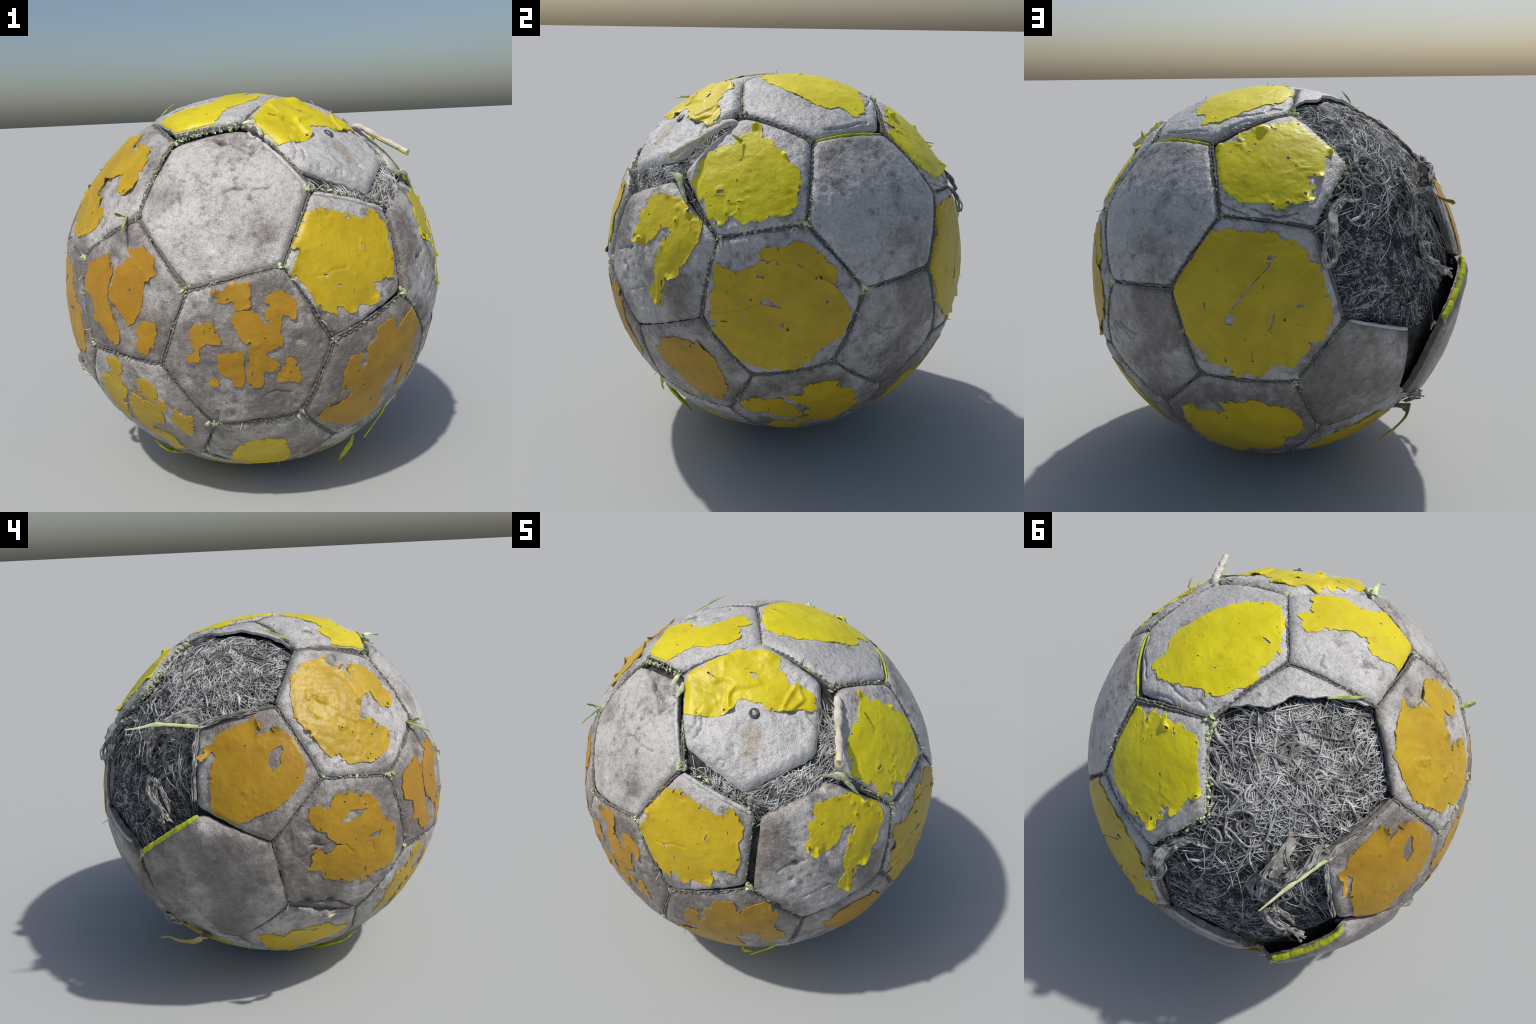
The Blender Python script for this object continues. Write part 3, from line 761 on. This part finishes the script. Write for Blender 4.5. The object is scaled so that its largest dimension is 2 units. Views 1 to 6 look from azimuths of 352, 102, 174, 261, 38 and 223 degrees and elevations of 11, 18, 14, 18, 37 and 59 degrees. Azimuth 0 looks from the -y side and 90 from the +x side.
# ------------------------------------------------------------------ wound thread where the leather is gone
def open_distance(d):
    """flat distance to the edge of the opening, negative where thread shows"""
    out = np.full(len(d), 1.0)
    for name in ("H19", "H12"):
        p = PANEL[name]
        front = d @ p.n > 0.5
        q = p.flat(d[front])
        s = polygon_distance(q, p.outline)
        if name == "H12":
            s = np.maximum(s, -polygon_distance(q, p.torn))
        out[front] = np.minimum(out[front], s)
    return out

def gap_distance(d):
    """the burst seams beside the valve panel"""
    out = np.full(len(d), 1.0)
    for a, b, w in (((1, 8), (8, 1), 0.09), ((8, 1), (8, 3), 0.075), ((1, 3), (1, 8), 0.06), ((3, 1), (3, 7), 0.05)):
        A, B = CORNER[a], CORNER[b]
        t = np.clip((d - A) @ (B - A) / ((B - A) @ (B - A)), 0, 1)
        out = np.minimum(out, np.linalg.norm(d - (A + (B - A) * t[:, None]), axis=1) - w)
    return out

def strands(count, seed, inside, centre_dirs, spread, base, layer, radius, length, wander):
    r = np.random.default_rng(seed)
    pieces, made = [], 0
    while made < count:
        c = centre_dirs[r.integers(len(centre_dirs))]
        d = unit(c + r.normal(0, spread, 3))
        if inside(d[None])[0] > 0.01:
            continue
        t = unit(np.cross(d, r.normal(0, 1, 3)))
        n = max(5, int(r.uniform(*length) / 0.022))
        bend = r.normal(0, wander)
        path, ok = [], True
        lift0 = r.uniform(0, 1) ** 1.6
        ph, am = r.uniform(0, 6), r.uniform(0.1, 0.45)
        for k in range(n):
            path.append((d, lift0 + am * math.sin(ph + k * 0.55)))
            bend = 0.82 * bend + r.normal(0, wander)
            side = np.cross(d, t)
            t = unit(t + side * bend)
            d = unit(d + t * 0.022)
            t = unit(t - d * (t @ d))
        dirs = np.array([x[0] for x in path])
        s = inside(dirs)
        h = base(dirs) + layer * np.clip(np.array([x[1] for x in path]), -0.1, 1.2)
        h = h - np.clip(s + 0.03, 0, 0.06) * 0.25
        keep = s < 0.03
        m = 0
        while m < n and keep[m]:
            m += 1
        if m < 5:
            continue
        rr = radius * r.uniform(0.65, 1.35)
        prof = np.full(m, rr)
        prof[0] = prof[-1] = rr * 0.4
        pieces.append(tube(CENTRE + dirs[:m] * h[:m, None], prof, 4))
        made += 1
    return join(pieces)

H12, H19 = PANEL["H12"].n, PANEL["H19"].n
def thread_base(d):
    near12 = smooth((d @ H12 - d @ H19) / 0.25 + 0.5)
    return lining_height(d) + 0.002 - 0.010 * near12
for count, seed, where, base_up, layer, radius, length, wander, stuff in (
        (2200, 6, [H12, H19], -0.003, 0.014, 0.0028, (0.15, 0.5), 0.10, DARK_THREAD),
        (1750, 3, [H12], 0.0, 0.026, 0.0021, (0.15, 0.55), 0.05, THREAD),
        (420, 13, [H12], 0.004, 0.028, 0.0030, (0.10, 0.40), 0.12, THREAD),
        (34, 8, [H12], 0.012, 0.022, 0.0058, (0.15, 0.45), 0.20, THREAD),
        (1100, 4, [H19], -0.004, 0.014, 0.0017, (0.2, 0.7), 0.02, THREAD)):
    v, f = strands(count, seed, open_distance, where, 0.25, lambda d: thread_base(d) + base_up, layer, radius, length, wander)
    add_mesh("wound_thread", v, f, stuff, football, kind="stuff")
gap_mid = [unit(CORNER[1, 8] + CORNER[8, 1]), unit(CORNER[8, 1] * 2 + CORNER[8, 3]), unit(CORNER[1, 8] * 2 + CORNER[1, 3])]
v, f = strands(1000, 5, gap_distance, gap_mid, 0.075, lambda d: lining_height(d) - 0.002, 0.020, 0.0026, (0.08, 0.25), 0.08)
add_mesh("wound_thread", v, f, THREAD, football, kind="stuff")

def rope(points, radius, seed, twist=11):
    """matted threads running side by side, bunching and parting"""
    r = np.random.default_rng(seed)
    core = spline(points, 9)
    n = len(core)
    pieces = []
    for k in range(twist):
        off = np.stack([np.interp(np.arange(n), np.linspace(0, n, max(5, n // 8)), r.normal(0, radius * 0.62, max(5, n // 8))) for _ in range(3)], -1)
        prof = radius * r.uniform(0.12, 0.40) * (1 + 0.3 * np.sin(np.arange(n) * 0.8 + r.uniform(0, 6)))
        prof[0] = prof[-1] = radius * 0.08
        pieces.append(tube(core + off, prof, 6, 0.7))
    v, f = join(pieces)
    return add_mesh("matted_thread", v, f, ROPE, football, sharp=70)
def web(a, b, seed):
    """a torn skin of fused threads stretched between two curves"""
    A, B = spline(a, 12), spline(b, 12)
    n = min(len(A), len(B))
    w = np.linspace(0, 1, 12)
    p = A[:n, None] * (1 - w)[None, :, None] + B[:n, None] * w[None, :, None]
    flat = p.reshape(-1, 3)
    up = unit(flat - CENTRE)
    streak = np.sin(np.repeat(np.arange(12)[None], n, 0).ravel() * 1.9 + 2.5 * noise(flat, 25, seed))
    bulge = 0.010 * fractal(flat, 16, seed, 2) + 0.0035 * streak
    i, j = np.mgrid[0:n - 1, 0:11]
    k = (i * 12 + j).ravel()
    keep = noise(flat[k], 34, seed + 3) < 0.38
    k = k[keep]
    tris = np.vstack((np.stack((k, k + 12, k + 13), -1), np.stack((k, k + 13, k + 1), -1)))
    v, f = shell(flat + up * (bulge + 0.0025)[:, None], flat + up * (bulge - 0.0025)[:, None], tris)
    return add_mesh("torn_web", v, f, ROPE, football)
web([(-0.655, 0.470, 1.600), (-0.670, 0.530, 1.600), (-0.662, 0.600, 1.575), (-0.656, 0.671, 1.530)], [(-0.700, 0.450, 1.545), (-0.690, 0.530, 1.530), (-0.660, 0.600, 1.505), (-0.600, 0.680, 1.500)], 1)
web([(-0.545, 0.500, 1.590), (-0.550, 0.590, 1.560), (-0.561, 0.686, 1.509)], [(-0.575, 0.500, 1.555), (-0.585, 0.580, 1.530), (-0.600, 0.650, 1.490)], 2)
web([(-0.600, 0.720, 1.270), (-0.650, 0.710, 1.190), (-0.700, 0.685, 1.145), (-0.760, 0.657, 1.108)], [(-0.630, 0.690, 1.250), (-0.670, 0.680, 1.170), (-0.710, 0.655, 1.120), (-0.760, 0.630, 1.090)], 3)
web([(-0.545, 0.690, 1.500), (-0.545, 0.710, 1.430), (-0.550, 0.720, 1.360)], [(-0.590, 0.665, 1.480), (-0.585, 0.690, 1.420), (-0.590, 0.705, 1.345)], 5)
web([(-0.120, 0.955, 1.330), (-0.130, 0.930, 1.390), (-0.135, 0.890, 1.460), (-0.180, 0.820, 1.510)], [(-0.160, 0.940, 1.340), (-0.175, 0.910, 1.400), (-0.180, 0.870, 1.450), (-0.220, 0.800, 1.490)], 6)
rope([(-0.640, 0.506, 1.442), (-0.587, 0.578, 1.449), (-0.512, 0.665, 1.437), (-0.503, 0.719, 1.355), (-0.537, 0.700, 1.322), (-0.583, 0.650, 1.358)], 0.015, 1)
rope([(-0.559, 0.685, 1.316), (-0.600, 0.627, 1.364), (-0.645, 0.610, 1.312), (-0.608, 0.664, 1.271), (-0.617, 0.677, 1.235), (-0.673, 0.646, 1.175), (-0.700, 0.632, 1.093)], 0.015, 2)
rope([(-0.598, 0.571, 1.422), (-0.642, 0.569, 1.356), (-0.664, 0.558, 1.327), (-0.690, 0.581, 1.249), (-0.706, 0.571, 1.204)], 0.01, 3)
rope([(-0.557, 0.733, 1.234), (-0.590, 0.723, 1.183), (-0.635, 0.705, 1.127)], 0.01, 4)
rope([(-0.057, 0.891, 1.368), (-0.137, 0.867, 1.424), (-0.172, 0.835, 1.460), (-0.201, 0.803, 1.484), (-0.240, 0.761, 1.511)], 0.013, 5)
rope([(-0.113, 0.869, 1.391), (-0.131, 0.907, 1.377), (-0.108, 0.955, 1.315), (-0.118, 0.966, 1.259), (-0.157, 0.939, 1.277), (-0.160, 0.907, 1.336), (-0.129, 0.908, 1.360)], 0.013, 6)
rope([(-0.137, 0.881, 1.344), (-0.167, 0.840, 1.410), (-0.172, 0.819, 1.452)], 0.011, 7)
rope([(-0.196, 0.917, 1.058), (-0.227, 0.908, 1.039), (-0.250, 0.900, 1.094), (-0.337, 0.866, 1.110), (-0.440, 0.813, 1.120)], 0.012, 8)
rope([(-0.126, 0.859, 1.421), (-0.135, 0.890, 1.364), (-0.146, 0.909, 1.304), (-0.156, 0.912, 1.261)], 0.013, 9)
rope([(-0.127, 0.852, 1.434), (-0.159, 0.826, 1.471), (-0.212, 0.777, 1.510), (-0.260, 0.753, 1.505)], 0.013, 10)
rope([(-0.527, 0.584, 1.553), (-0.573, 0.596, 1.493), (-0.570, 0.640, 1.416), (-0.537, 0.681, 1.371), (-0.577, 0.680, 1.324), (-0.627, 0.617, 1.355)], 0.011, 11)
rope([(-0.114, 0.511, 1.784), (-0.179, 0.540, 1.754), (-0.197, 0.578, 1.718), (-0.266, 0.574, 1.704), (-0.311, 0.572, 1.690), (-0.306, 0.636, 1.631), (-0.347, 0.681, 1.562)], 0.0065, 12)
rope([(-0.376, 0.556, 1.656), (-0.360, 0.486, 1.720), (-0.297, 0.453, 1.774), (-0.298, 0.389, 1.810), (-0.364, 0.355, 1.796), (-0.366, 0.300, 1.820), (-0.399, 0.242, 1.827)], 0.0065, 13)
rope([(-0.297, 0.636, 1.635), (-0.339, 0.593, 1.658), (-0.386, 0.565, 1.654), (-0.407, 0.588, 1.613), (-0.390, 0.629, 1.575), (-0.358, 0.624, 1.612), (-0.375, 0.593, 1.635)], 0.008, 14)
rope([(-0.254, 0.580, 1.698), (-0.288, 0.547, 1.723), (-0.317, 0.559, 1.695), (-0.326, 0.589, 1.663)], 0.008, 15)
rope([(-0.317, 0.475, 1.748), (-0.281, 0.438, 1.789), (-0.302, 0.384, 1.811), (-0.365, 0.346, 1.800), (-0.353, 0.288, 1.830), (-0.388, 0.258, 1.823), (-0.454, 0.242, 1.791)], 0.006, 16)
rope([(-0.333, 0.220, 1.853), (-0.403, 0.188, 1.833), (-0.470, 0.124, 1.810), (-0.465, 0.048, 1.819), (-0.439, -0.001, 1.834)], 0.0055, 17)
rope([(-0.502, 0.291, 1.741), (-0.500, 0.213, 1.772), (-0.503, 0.158, 1.786), (-0.536, 0.202, 1.750), (-0.520, 0.271, 1.737)], 0.0055, 18)
rope([(-0.426, 0.381, 1.747), (-0.474, 0.347, 1.737), (-0.497, 0.285, 1.752), (-0.526, 0.258, 1.740), (-0.566, 0.223, 1.719)], 0.006, 19)
rope([(-0.190, 0.921, 1.045), (-0.294, 0.892, 1.054), (-0.348, 0.868, 1.068), (-0.396, 0.845, 1.035)], 0.011, 20)
rope([(-0.577, 0.714, 1.157), (-0.597, 0.693, 1.196), (-0.641, 0.676, 1.098), (-0.683, 0.627, 0.862), (-0.704, 0.578, 0.825)], 0.012, 21)
rope([(-0.609, 0.613, 1.284), (-0.656, 0.589, 1.226), (-0.657, 0.607, 1.117), (-0.681, 0.576, 1.055)], 0.009, 22)
rope([(-0.650, 0.592, 1.219), (-0.686, 0.565, 1.152), (-0.683, 0.536, 1.273), (-0.651, 0.555, 1.308)], 0.009, 23)
rope([(0.519, -0.635, 1.498), (0.549, -0.582, 1.540), (0.612, -0.529, 1.523)], 0.007, 24)
rope([(-0.535, 0.500, 1.565), (-0.540, 0.505, 1.592), (-0.576, 0.575, 1.545), (-0.631, 0.577, 1.495), (-0.670, 0.555, 1.530), (-0.687, 0.533, 1.586), (-0.665, 0.479, 1.615), (-0.655, 0.470, 1.575)], 0.013, 41)
rope([(-0.545, 0.505, 1.590), (-0.550, 0.590, 1.560), (-0.555, 0.660, 1.525), (-0.561, 0.690, 1.505), (-0.600, 0.690, 1.515), (-0.656, 0.671, 1.530)], 0.012, 42)
rope([(-0.656, 0.671, 1.545), (-0.675, 0.600, 1.575), (-0.679, 0.550, 1.600), (-0.660, 0.480, 1.612), (-0.690, 0.440, 1.560)], 0.013, 43)
rope([(-0.640, 0.640, 1.540), (-0.650, 0.590, 1.535), (-0.665, 0.540, 1.545), (-0.680, 0.490, 1.550)], 0.014, 44)
rope([(-0.561, 0.686, 1.509), (-0.555, 0.700, 1.430), (-0.560, 0.712, 1.365), (-0.568, 0.712, 1.344), (-0.600, 0.700, 1.310)], 0.013, 45)
rope([(-0.540, 0.720, 1.350), (-0.568, 0.715, 1.335), (-0.590, 0.705, 1.350), (-0.575, 0.700, 1.375)], 0.014, 46)
rope([(-0.595, 0.720, 1.280), (-0.607, 0.728, 1.240), (-0.650, 0.712, 1.190), (-0.693, 0.688, 1.150), (-0.735, 0.670, 1.125), (-0.765, 0.657, 1.108)], 0.019, 47, 7)
rope([(-0.607, 0.715, 1.245), (-0.635, 0.700, 1.225), (-0.640, 0.690, 1.260), (-0.612, 0.705, 1.270)], 0.012, 48)
rope([(-0.600, 0.735, 1.210), (-0.640, 0.720, 1.140), (-0.680, 0.690, 1.090), (-0.700, 0.670, 1.050)], 0.012, 49)
rope([(-0.752, 0.190, 1.605), (-0.745, 0.260, 1.600), (-0.735, 0.330, 1.585), (-0.718, 0.400, 1.565), (-0.700, 0.465, 1.540)], 0.013, 50, 14)
rope([(-0.705, 0.475, 1.515), (-0.735, 0.490, 1.450), (-0.762, 0.500, 1.380), (-0.790, 0.510, 1.300), (-0.820, 0.515, 1.215)], 0.009, 51, 9)
rope([(-0.550, 0.690, 0.510), (-0.600, 0.690, 0.510), (-0.640, 0.675, 0.505), (-0.620, 0.640, 0.470), (-0.580, 0.600, 0.435)], 0.017, 54, 10)

# ------------------------------------------------------------------ seams, stitches and moss
closed_seams, burst = [], {frozenset(x) for x in (((3, 1), (3, 7)), ((1, 8), (1, 2)), ((1, 8), (8, 1)), ((8, 1), (8, 3)), ((8, 9), (9, 8)), ((10, 11), (10, 5)), ((10, 9), (10, 11)), ((11, 10), (10, 11)), ((9, 10), (10, 9)), ((11, 9), (11, 10)), ((9, 11), (11, 9)), ((9, 11), (9, 10)), ((11, 3), (11, 9)), ((9, 3), (9, 11)), ((3, 11), (11, 3)), ((1, 3), (1, 8)))}
for (a, b) in CORNER:
    for k in ((a, c) for c in range(12) if c not in (a, b) and (a, c) in CORNER and CORNER[a, b] @ CORNER[a, c] > 0.9):
        closed_seams.append(frozenset(((a, b), k)))
    closed_seams.append(frozenset(((a, b), (b, a))))
closed_seams = sorted({s for s in closed_seams if s not in burst}, key=lambda s: sorted(s))
for s in closed_seams:
    A, B = (CORNER[k] for k in sorted(s))
    t = np.linspace(0, 1, 46)
    d = unit(A + (B - A) * t[:, None])
    side = unit(np.cross(B - A, A))
    d = unit(d + side * (0.004 * noise(d, 22, 5))[:, None])
    pieces = []
    for off, ph in ((-0.0062, 0.0), (0.0062, 1.6)):
        h = SKIN - 0.0125 + 0.0022 * np.sin(np.arange(46) * 2.1 + ph) + 0.004 * noise(d, 14, 31) + SHAPE(d)
        rr = 0.0058 * (1 + 0.22 * np.sin(np.arange(46) * 2.1 + ph) + 0.35 * noise(d, 30, 33))
        pieces.append(tube(CENTRE + unit(d + side * off) * h[:, None], rr, 6))
    v, f = join(pieces)
    v[:, 2] = np.maximum(v[:, 2], 0.003)
    add_mesh("stitched_seam", v, f, SEAM, football)

def blob(at, size, r):
    """a lumpy crumb"""
    d, f = BLOB
    k = 1 + 0.35 * noise(d + r.uniform(-9, 9, 3), 1.6, 3)
    basis = unit(r.normal(0, 1, (3, 3)))
    return at + (d * k[:, None] * (size * r.uniform(0.6, 1.4, 3))) @ basis, f
BLOB = sphere_grid(5, 7)

def crumbs_along(dirs, count, size, width, rise, seed):
    r = np.random.default_rng(seed)
    out = []
    for _ in range(count):
        k = r.uniform(0, len(dirs) - 1.001)
        i = int(k)
        d = unit(dirs[i] * (1 - k + i) + dirs[i + 1] * (k - i) + r.normal(0, width, 3))
        out.append(blob(CENTRE + d * (SKIN + SHAPE(d[None])[0] + rise + r.normal(0, 0.003)), size * r.uniform(0.5, 1.5), r))
    return out
MOSSY = [(1, 3), (1, 8), (1, 7), (1, 2), (1, 0), (7, 3), (3, 1), (3, 8), (8, 3), (8, 1), (8, 9), (8, 2), (7, 1), (3, 7), (11, 7), (9, 3), (7, 11), (0, 1), (0, 7), (5, 7), (8, 4), (4, 8), (9, 4), (7, 5), (10, 5), (10, 4)]
pieces = []
for k, key in enumerate(MOSSY):
    pieces += crumbs_along(CORNER[key][None].repeat(2, 0), 12, 0.0085 if k % 3 else 0.012, 0.011, -0.010, 300 + k)
for k, (a, b, n) in enumerate((((1, 3), (1, 8), 40), ((3, 1), (3, 7), 70), ((0, 1), (0, 7), 40), ((8, 3), (8, 9), 50), ((3, 1), (1, 3), 40), ((7, 3), (3, 7), 40), ((7, 11), (11, 7), 40), ((9, 3), (9, 11), 50), ((9, 10), (9, 11), 40), ((8, 1), (8, 2), 50), ((8, 2), (2, 8), 20), ((8, 4), (8, 2), 40), ((1, 2), (1, 0), 20))):
    t = np.linspace(0, 1, 12)[:, None]
    pieces += crumbs_along(unit(CORNER[a] * (1 - t) + CORNER[b] * t), n, 0.006, 0.006, -0.012, 400 + k)
v, f = join(pieces)
v[:, 2] = np.maximum(v[:, 2], 0.003)
add_mesh("moss", v, f, MOSS, football, kind="stuff")

def stitches(name, a, b, n, inset, rise, seed, mat=MOSS):
    """a row of beads where a seam's thread still sits in the panel's edge"""
    r, p, out = np.random.default_rng(seed), PANEL[name], []
    A, B = p.outline[p.keys.index(a)], p.outline[p.keys.index(b)]
    for t in np.linspace(0.03, 0.97, n):
        q = A + (B - A) * t
        q = (q - unit(q) * inset)[None]
        d = p.direction(q)
        h = surface_height(p, q)[0] + rise
        out.append(blob(CENTRE + d[0] * h, 0.0075 * r.uniform(0.7, 1.3), r))
    v, f = join(out)
    add_mesh("stitch", v, f, mat, panel_object[name], kind="stuff")
stitches("P9", (9, 3), (9, 11), 24, 0.012, -0.004, 1)
stitches("P9", (9, 11), (9, 10), 24, 0.012, -0.004, 2)
stitches("P1", (1, 8), (1, 2), 34, 0.006, -0.008, 3)
stitches("P3", (3, 1), (3, 7), 26, 0.006, -0.010, 4)
stitches("P11", (11, 3), (11, 9), 28, 0.006, -0.006, 5, SEAM)

# short burrs of thread and grass standing out of the seams
r_ = np.random.default_rng(77)
pieces = []
for _ in range(230):
    A, B = (CORNER[k] for k in sorted(closed_seams[r_.integers(len(closed_seams))]))
    d = unit(A + (B - A) * r_.uniform(0, 1))
    at = CENTRE + d * (SKIN - 0.012 + SHAPE(d[None])[0])
    go = unit(d * r_.uniform(0.2, 1.0) + r_.normal(0, 0.7, 3))
    go = go if go @ d > 0 else go - 2 * d * (go @ d)
    L = r_.uniform(0.015, 0.04)
    path = spline([at, at + go * L * 0.5, at + go * L + r_.normal(0, L * 0.25, 3)], 4)
    pieces.append(tube(path, np.linspace(0.0032, 0.0012, len(path)), 5))
v, f = join(pieces)
v[:, 2] = np.maximum(v[:, 2], 0.003)
add_mesh("seam_burr", v, f, MOSS, football, kind="stuff")

def edge_cord(name, a, b, inset, rise, radius, mat, kind):
    """a rolled rim along one edge of a panel"""
    p = PANEL[name]
    A, B = p.outline[p.keys.index(a)], p.outline[p.keys.index(b)]
    t = np.linspace(0.02, 0.98, 60)[:, None]
    q = A + (B - A) * t
    q = q - unit(q) * inset
    d = p.direction(q)
    h = surface_height(p, q) + rise + 0.003 * noise(d, 25, 51)
    rr = radius * (1 + 0.2 * noise(d, 30, 52) + 0.14 * noise(d, 110, 53))
    rr[[0, -1]] = radius * 0.3
    v, f = tube(CENTRE + d * h[:, None], rr, 7)
    add_mesh(kind, v, f, mat, panel_object[name])
edge_cord("H18", (11, 10), (10, 11), 0.002, -0.006, 0.015, LIME, "mossy_rim")
edge_cord("H14", (8, 9), (9, 8), 0.004, 0.006, 0.006, LIME, "mossy_rim")
edge_cord("P11", (11, 3), (11, 9), 0.002, 0.004, 0.011, SEAM, "rolled_rim")
edge_cord("H10", (3, 11), (11, 3), 0.002, 0.002, 0.010, SEAM, "rolled_rim")
edge_cord("P10", (10, 9), (10, 11), 0.004, 0.004, 0.008, LEATHER, "rolled_rim")
edge_cord("H15", (9, 10), (10, 9), 0.004, 0.002, 0.008, SEAM, "rolled_rim")
edge_cord("H6", (1, 3), (3, 1), 0.006, 0.003, 0.010, LEATHER, "rolled_rim")
edge_cord("P1", (1, 3), (1, 8), 0.008, 0.004, 0.010, LEATHER, "rolled_rim")

# ------------------------------------------------------------------ valve and its stain
p = PANEL["H7"]
q = p.flat(unit(np.array((0.344, -0.481, 1.760)) - CENTRE)[None])
vd = p.direction(q)[0]
vh = surface_height(p, q)[0]
east = unit(np.cross((0, 0, 1), vd))
north = np.cross(vd, east)
prof = ((0.0, -0.030), (0.0075, -0.029), (0.008, -0.004), (0.011, 0.002), (0.018, 0.004), (0.024, 0.002), (0.027, -0.004), (0.027, -0.02))
ang = np.arange(28) * math.tau / 28
v = np.vstack([CENTRE + vd * (vh + z) + (east * np.cos(ang)[:, None] + north * np.sin(ang)[:, None]) * max(r, 1e-4) for r, z in prof])
i, j = np.mgrid[0:len(prof) - 1, 0:28]
a, b = (i * 28 + j).ravel(), (i * 28 + (j + 1) % 28).ravel()
add_mesh("valve", v, np.stack((a, b, b + 28, a + 28), -1), RUBBER, panel_object["H7"])

# ------------------------------------------------------------------ things hanging off the ball
def strip(name, points, width, thick, mat, seed=1, wave=0.3):
    path = spline(points, 10)
    r = np.interp(np.arange(len(path)), np.linspace(0, len(path) - 1, len(width)), width)
    r = r * (1 + wave * noise(path + seed, 40, seed))
    v, f = tube(path, r, 8, thick)
    v[:, 2] = np.maximum(v[:, 2], 0.003)
    return add_mesh(name, v, f, mat, football, sharp=60)
strip("bark_strip", [(0.555, -0.120, 1.770), (0.585, -0.165, 1.785), (0.635, -0.230, 1.752), (0.672, -0.275, 1.724), (0.72, -0.335, 1.69), (0.770, -0.396, 1.654)], (0.014, 0.02, 0.022, 0.018, 0.015, 0.018, 0.015), 0.75, BARK, 1, 0.45)
strip("bark_strip", [(0.635, -0.235, 1.742), (0.672, -0.280, 1.712), (0.72, -0.34, 1.678), (0.768, -0.400, 1.642)], (0.004, 0.013, 0.012, 0.012, 0.010), 0.5, LIME, 2)
strip("paint_curl", [(0.69, -0.075, 1.715), (0.70, -0.10, 1.735), (0.704, -0.121, 1.75)], (0.012, 0.008, 0.002), 0.35, LIME, 3)
strip("grass_blade", [(-0.426, -0.058, 1.880), (-0.40, 0.0, 1.905), (-0.37, 0.055, 1.93), (-0.347, 0.099, 1.946)], (0.004, 0.008, 0.007, 0.003), 0.5, BLADE, 4)
strip("grass_blade", [(-0.600, -0.56, 1.45), (-0.612, -0.609, 1.450), (-0.625, -0.67, 1.425), (-0.636, -0.727, 1.394)], (0.006, 0.009, 0.009, 0.004), 0.5, BLADE, 5)
strip("grass_blade", [(-0.612, -0.600, 1.450), (-0.64, -0.63, 1.46), (-0.66, -0.66, 1.475)], (0.006, 0.007, 0.004), 0.6, BLADE, 6)
strip("hanging_moss", [(0.405, -0.60, 0.285), (0.401, -0.587, 0.25), (0.385, -0.53, 0.17), (0.368, -0.459, 0.081)], (0.008, 0.010, 0.020, 0.019, 0.008), 0.6, LIME, 7)
strip("hanging_moss", [(0.590, -0.545, 0.400), (0.56, -0.56, 0.36), (0.51, -0.58, 0.31), (0.465, -0.593, 0.261)], (0.014, 0.016, 0.007, 0.007, 0.009), 0.5, LIME, 8)
strip("hanging_strip", [(-0.545, 0.470, 0.345), (-0.600, 0.500, 0.355), (-0.624, 0.530, 0.355), (-0.599, 0.577, 0.328), (-0.518, 0.642, 0.297), (-0.445, 0.696, 0.282), (-0.380, 0.752, 0.249)], (0.040, 0.034, 0.028, 0.020, 0.022, 0.024, 0.016, 0.003), 0.3, BARK_YELLOW, 9)
strip("moss_tendril", [(-0.705, 0.780, 0.925), (-0.70, 0.80, 0.90), (-0.69, 0.80, 0.88)], (0.012, 0.008, 0.003), 0.7, MOSS, 10)
strip("moss_tendril", [(-0.66, 0.79, 0.92), (-0.645, 0.795, 0.91), (-0.635, 0.80, 0.885)], (0.008, 0.007, 0.003), 0.7, MOSS, 11)
strip("moss_tendril", [(-0.06, -0.56, 1.835), (-0.035, -0.60, 1.838), (-0.03, -0.64, 1.83), (-0.055, -0.655, 1.83)], (0.014, 0.013, 0.008, 0.003), 0.5, MOSS, 12)
strip("moss_tendril", [(-0.02, -0.57, 1.815), (0.0, -0.60, 1.80), (0.005, -0.64, 1.775)], (0.012, 0.014, 0.010), 0.6, MOSS, 13)
strip("pale_stalk", [(-0.715, 0.445, 1.540), (-0.698, 0.502, 1.545), (-0.690, 0.590, 1.558), (-0.676, 0.673, 1.563), (-0.665, 0.745, 1.550), (-0.656, 0.810, 1.544)], (0.006, 0.009, 0.008, 0.010, 0.006, 0.003), 0.4, BLADE_PALE, 14)
strip("moss_tendril", [(0.70, -0.42, 1.555), (0.765, -0.36, 1.55), (0.80, -0.33, 1.50), (0.83, -0.30, 1.45)], (0.006, 0.016, 0.013, 0.004), 0.6, MOSS, 15)
strip("moss_tendril", [(0.505, -0.69, 1.475), (0.525, -0.70, 1.50), (0.53, -0.705, 1.53)], (0.014, 0.012, 0.006), 0.6, MOSS, 16)

strip("torn_lip", [(-0.935, 0.060, 0.640), (-0.948, -0.010, 0.608), (-0.930, -0.058, 0.588), (-0.908, -0.104, 0.572), (-0.855, -0.165, 0.560)], (0.010, 0.024, 0.017, 0.022, 0.018, 0.008), 0.6, ROPE, 18, 0.5)
strip("moss_tendril", [(-0.930, -0.045, 0.580), (-0.917, -0.100, 0.562), (-0.890, -0.140, 0.555)], (0.006, 0.011, 0.009, 0.004), 0.7, MOSS, 19, 0.5)
strip("lime_strip", [(-0.570, -0.350, 0.245), (-0.520, -0.290, 0.165), (-0.445, -0.200, 0.098), (-0.375, -0.110, 0.050)], (0.008, 0.017, 0.020, 0.018, 0.006), 0.45, LIME, 20, 0.4)
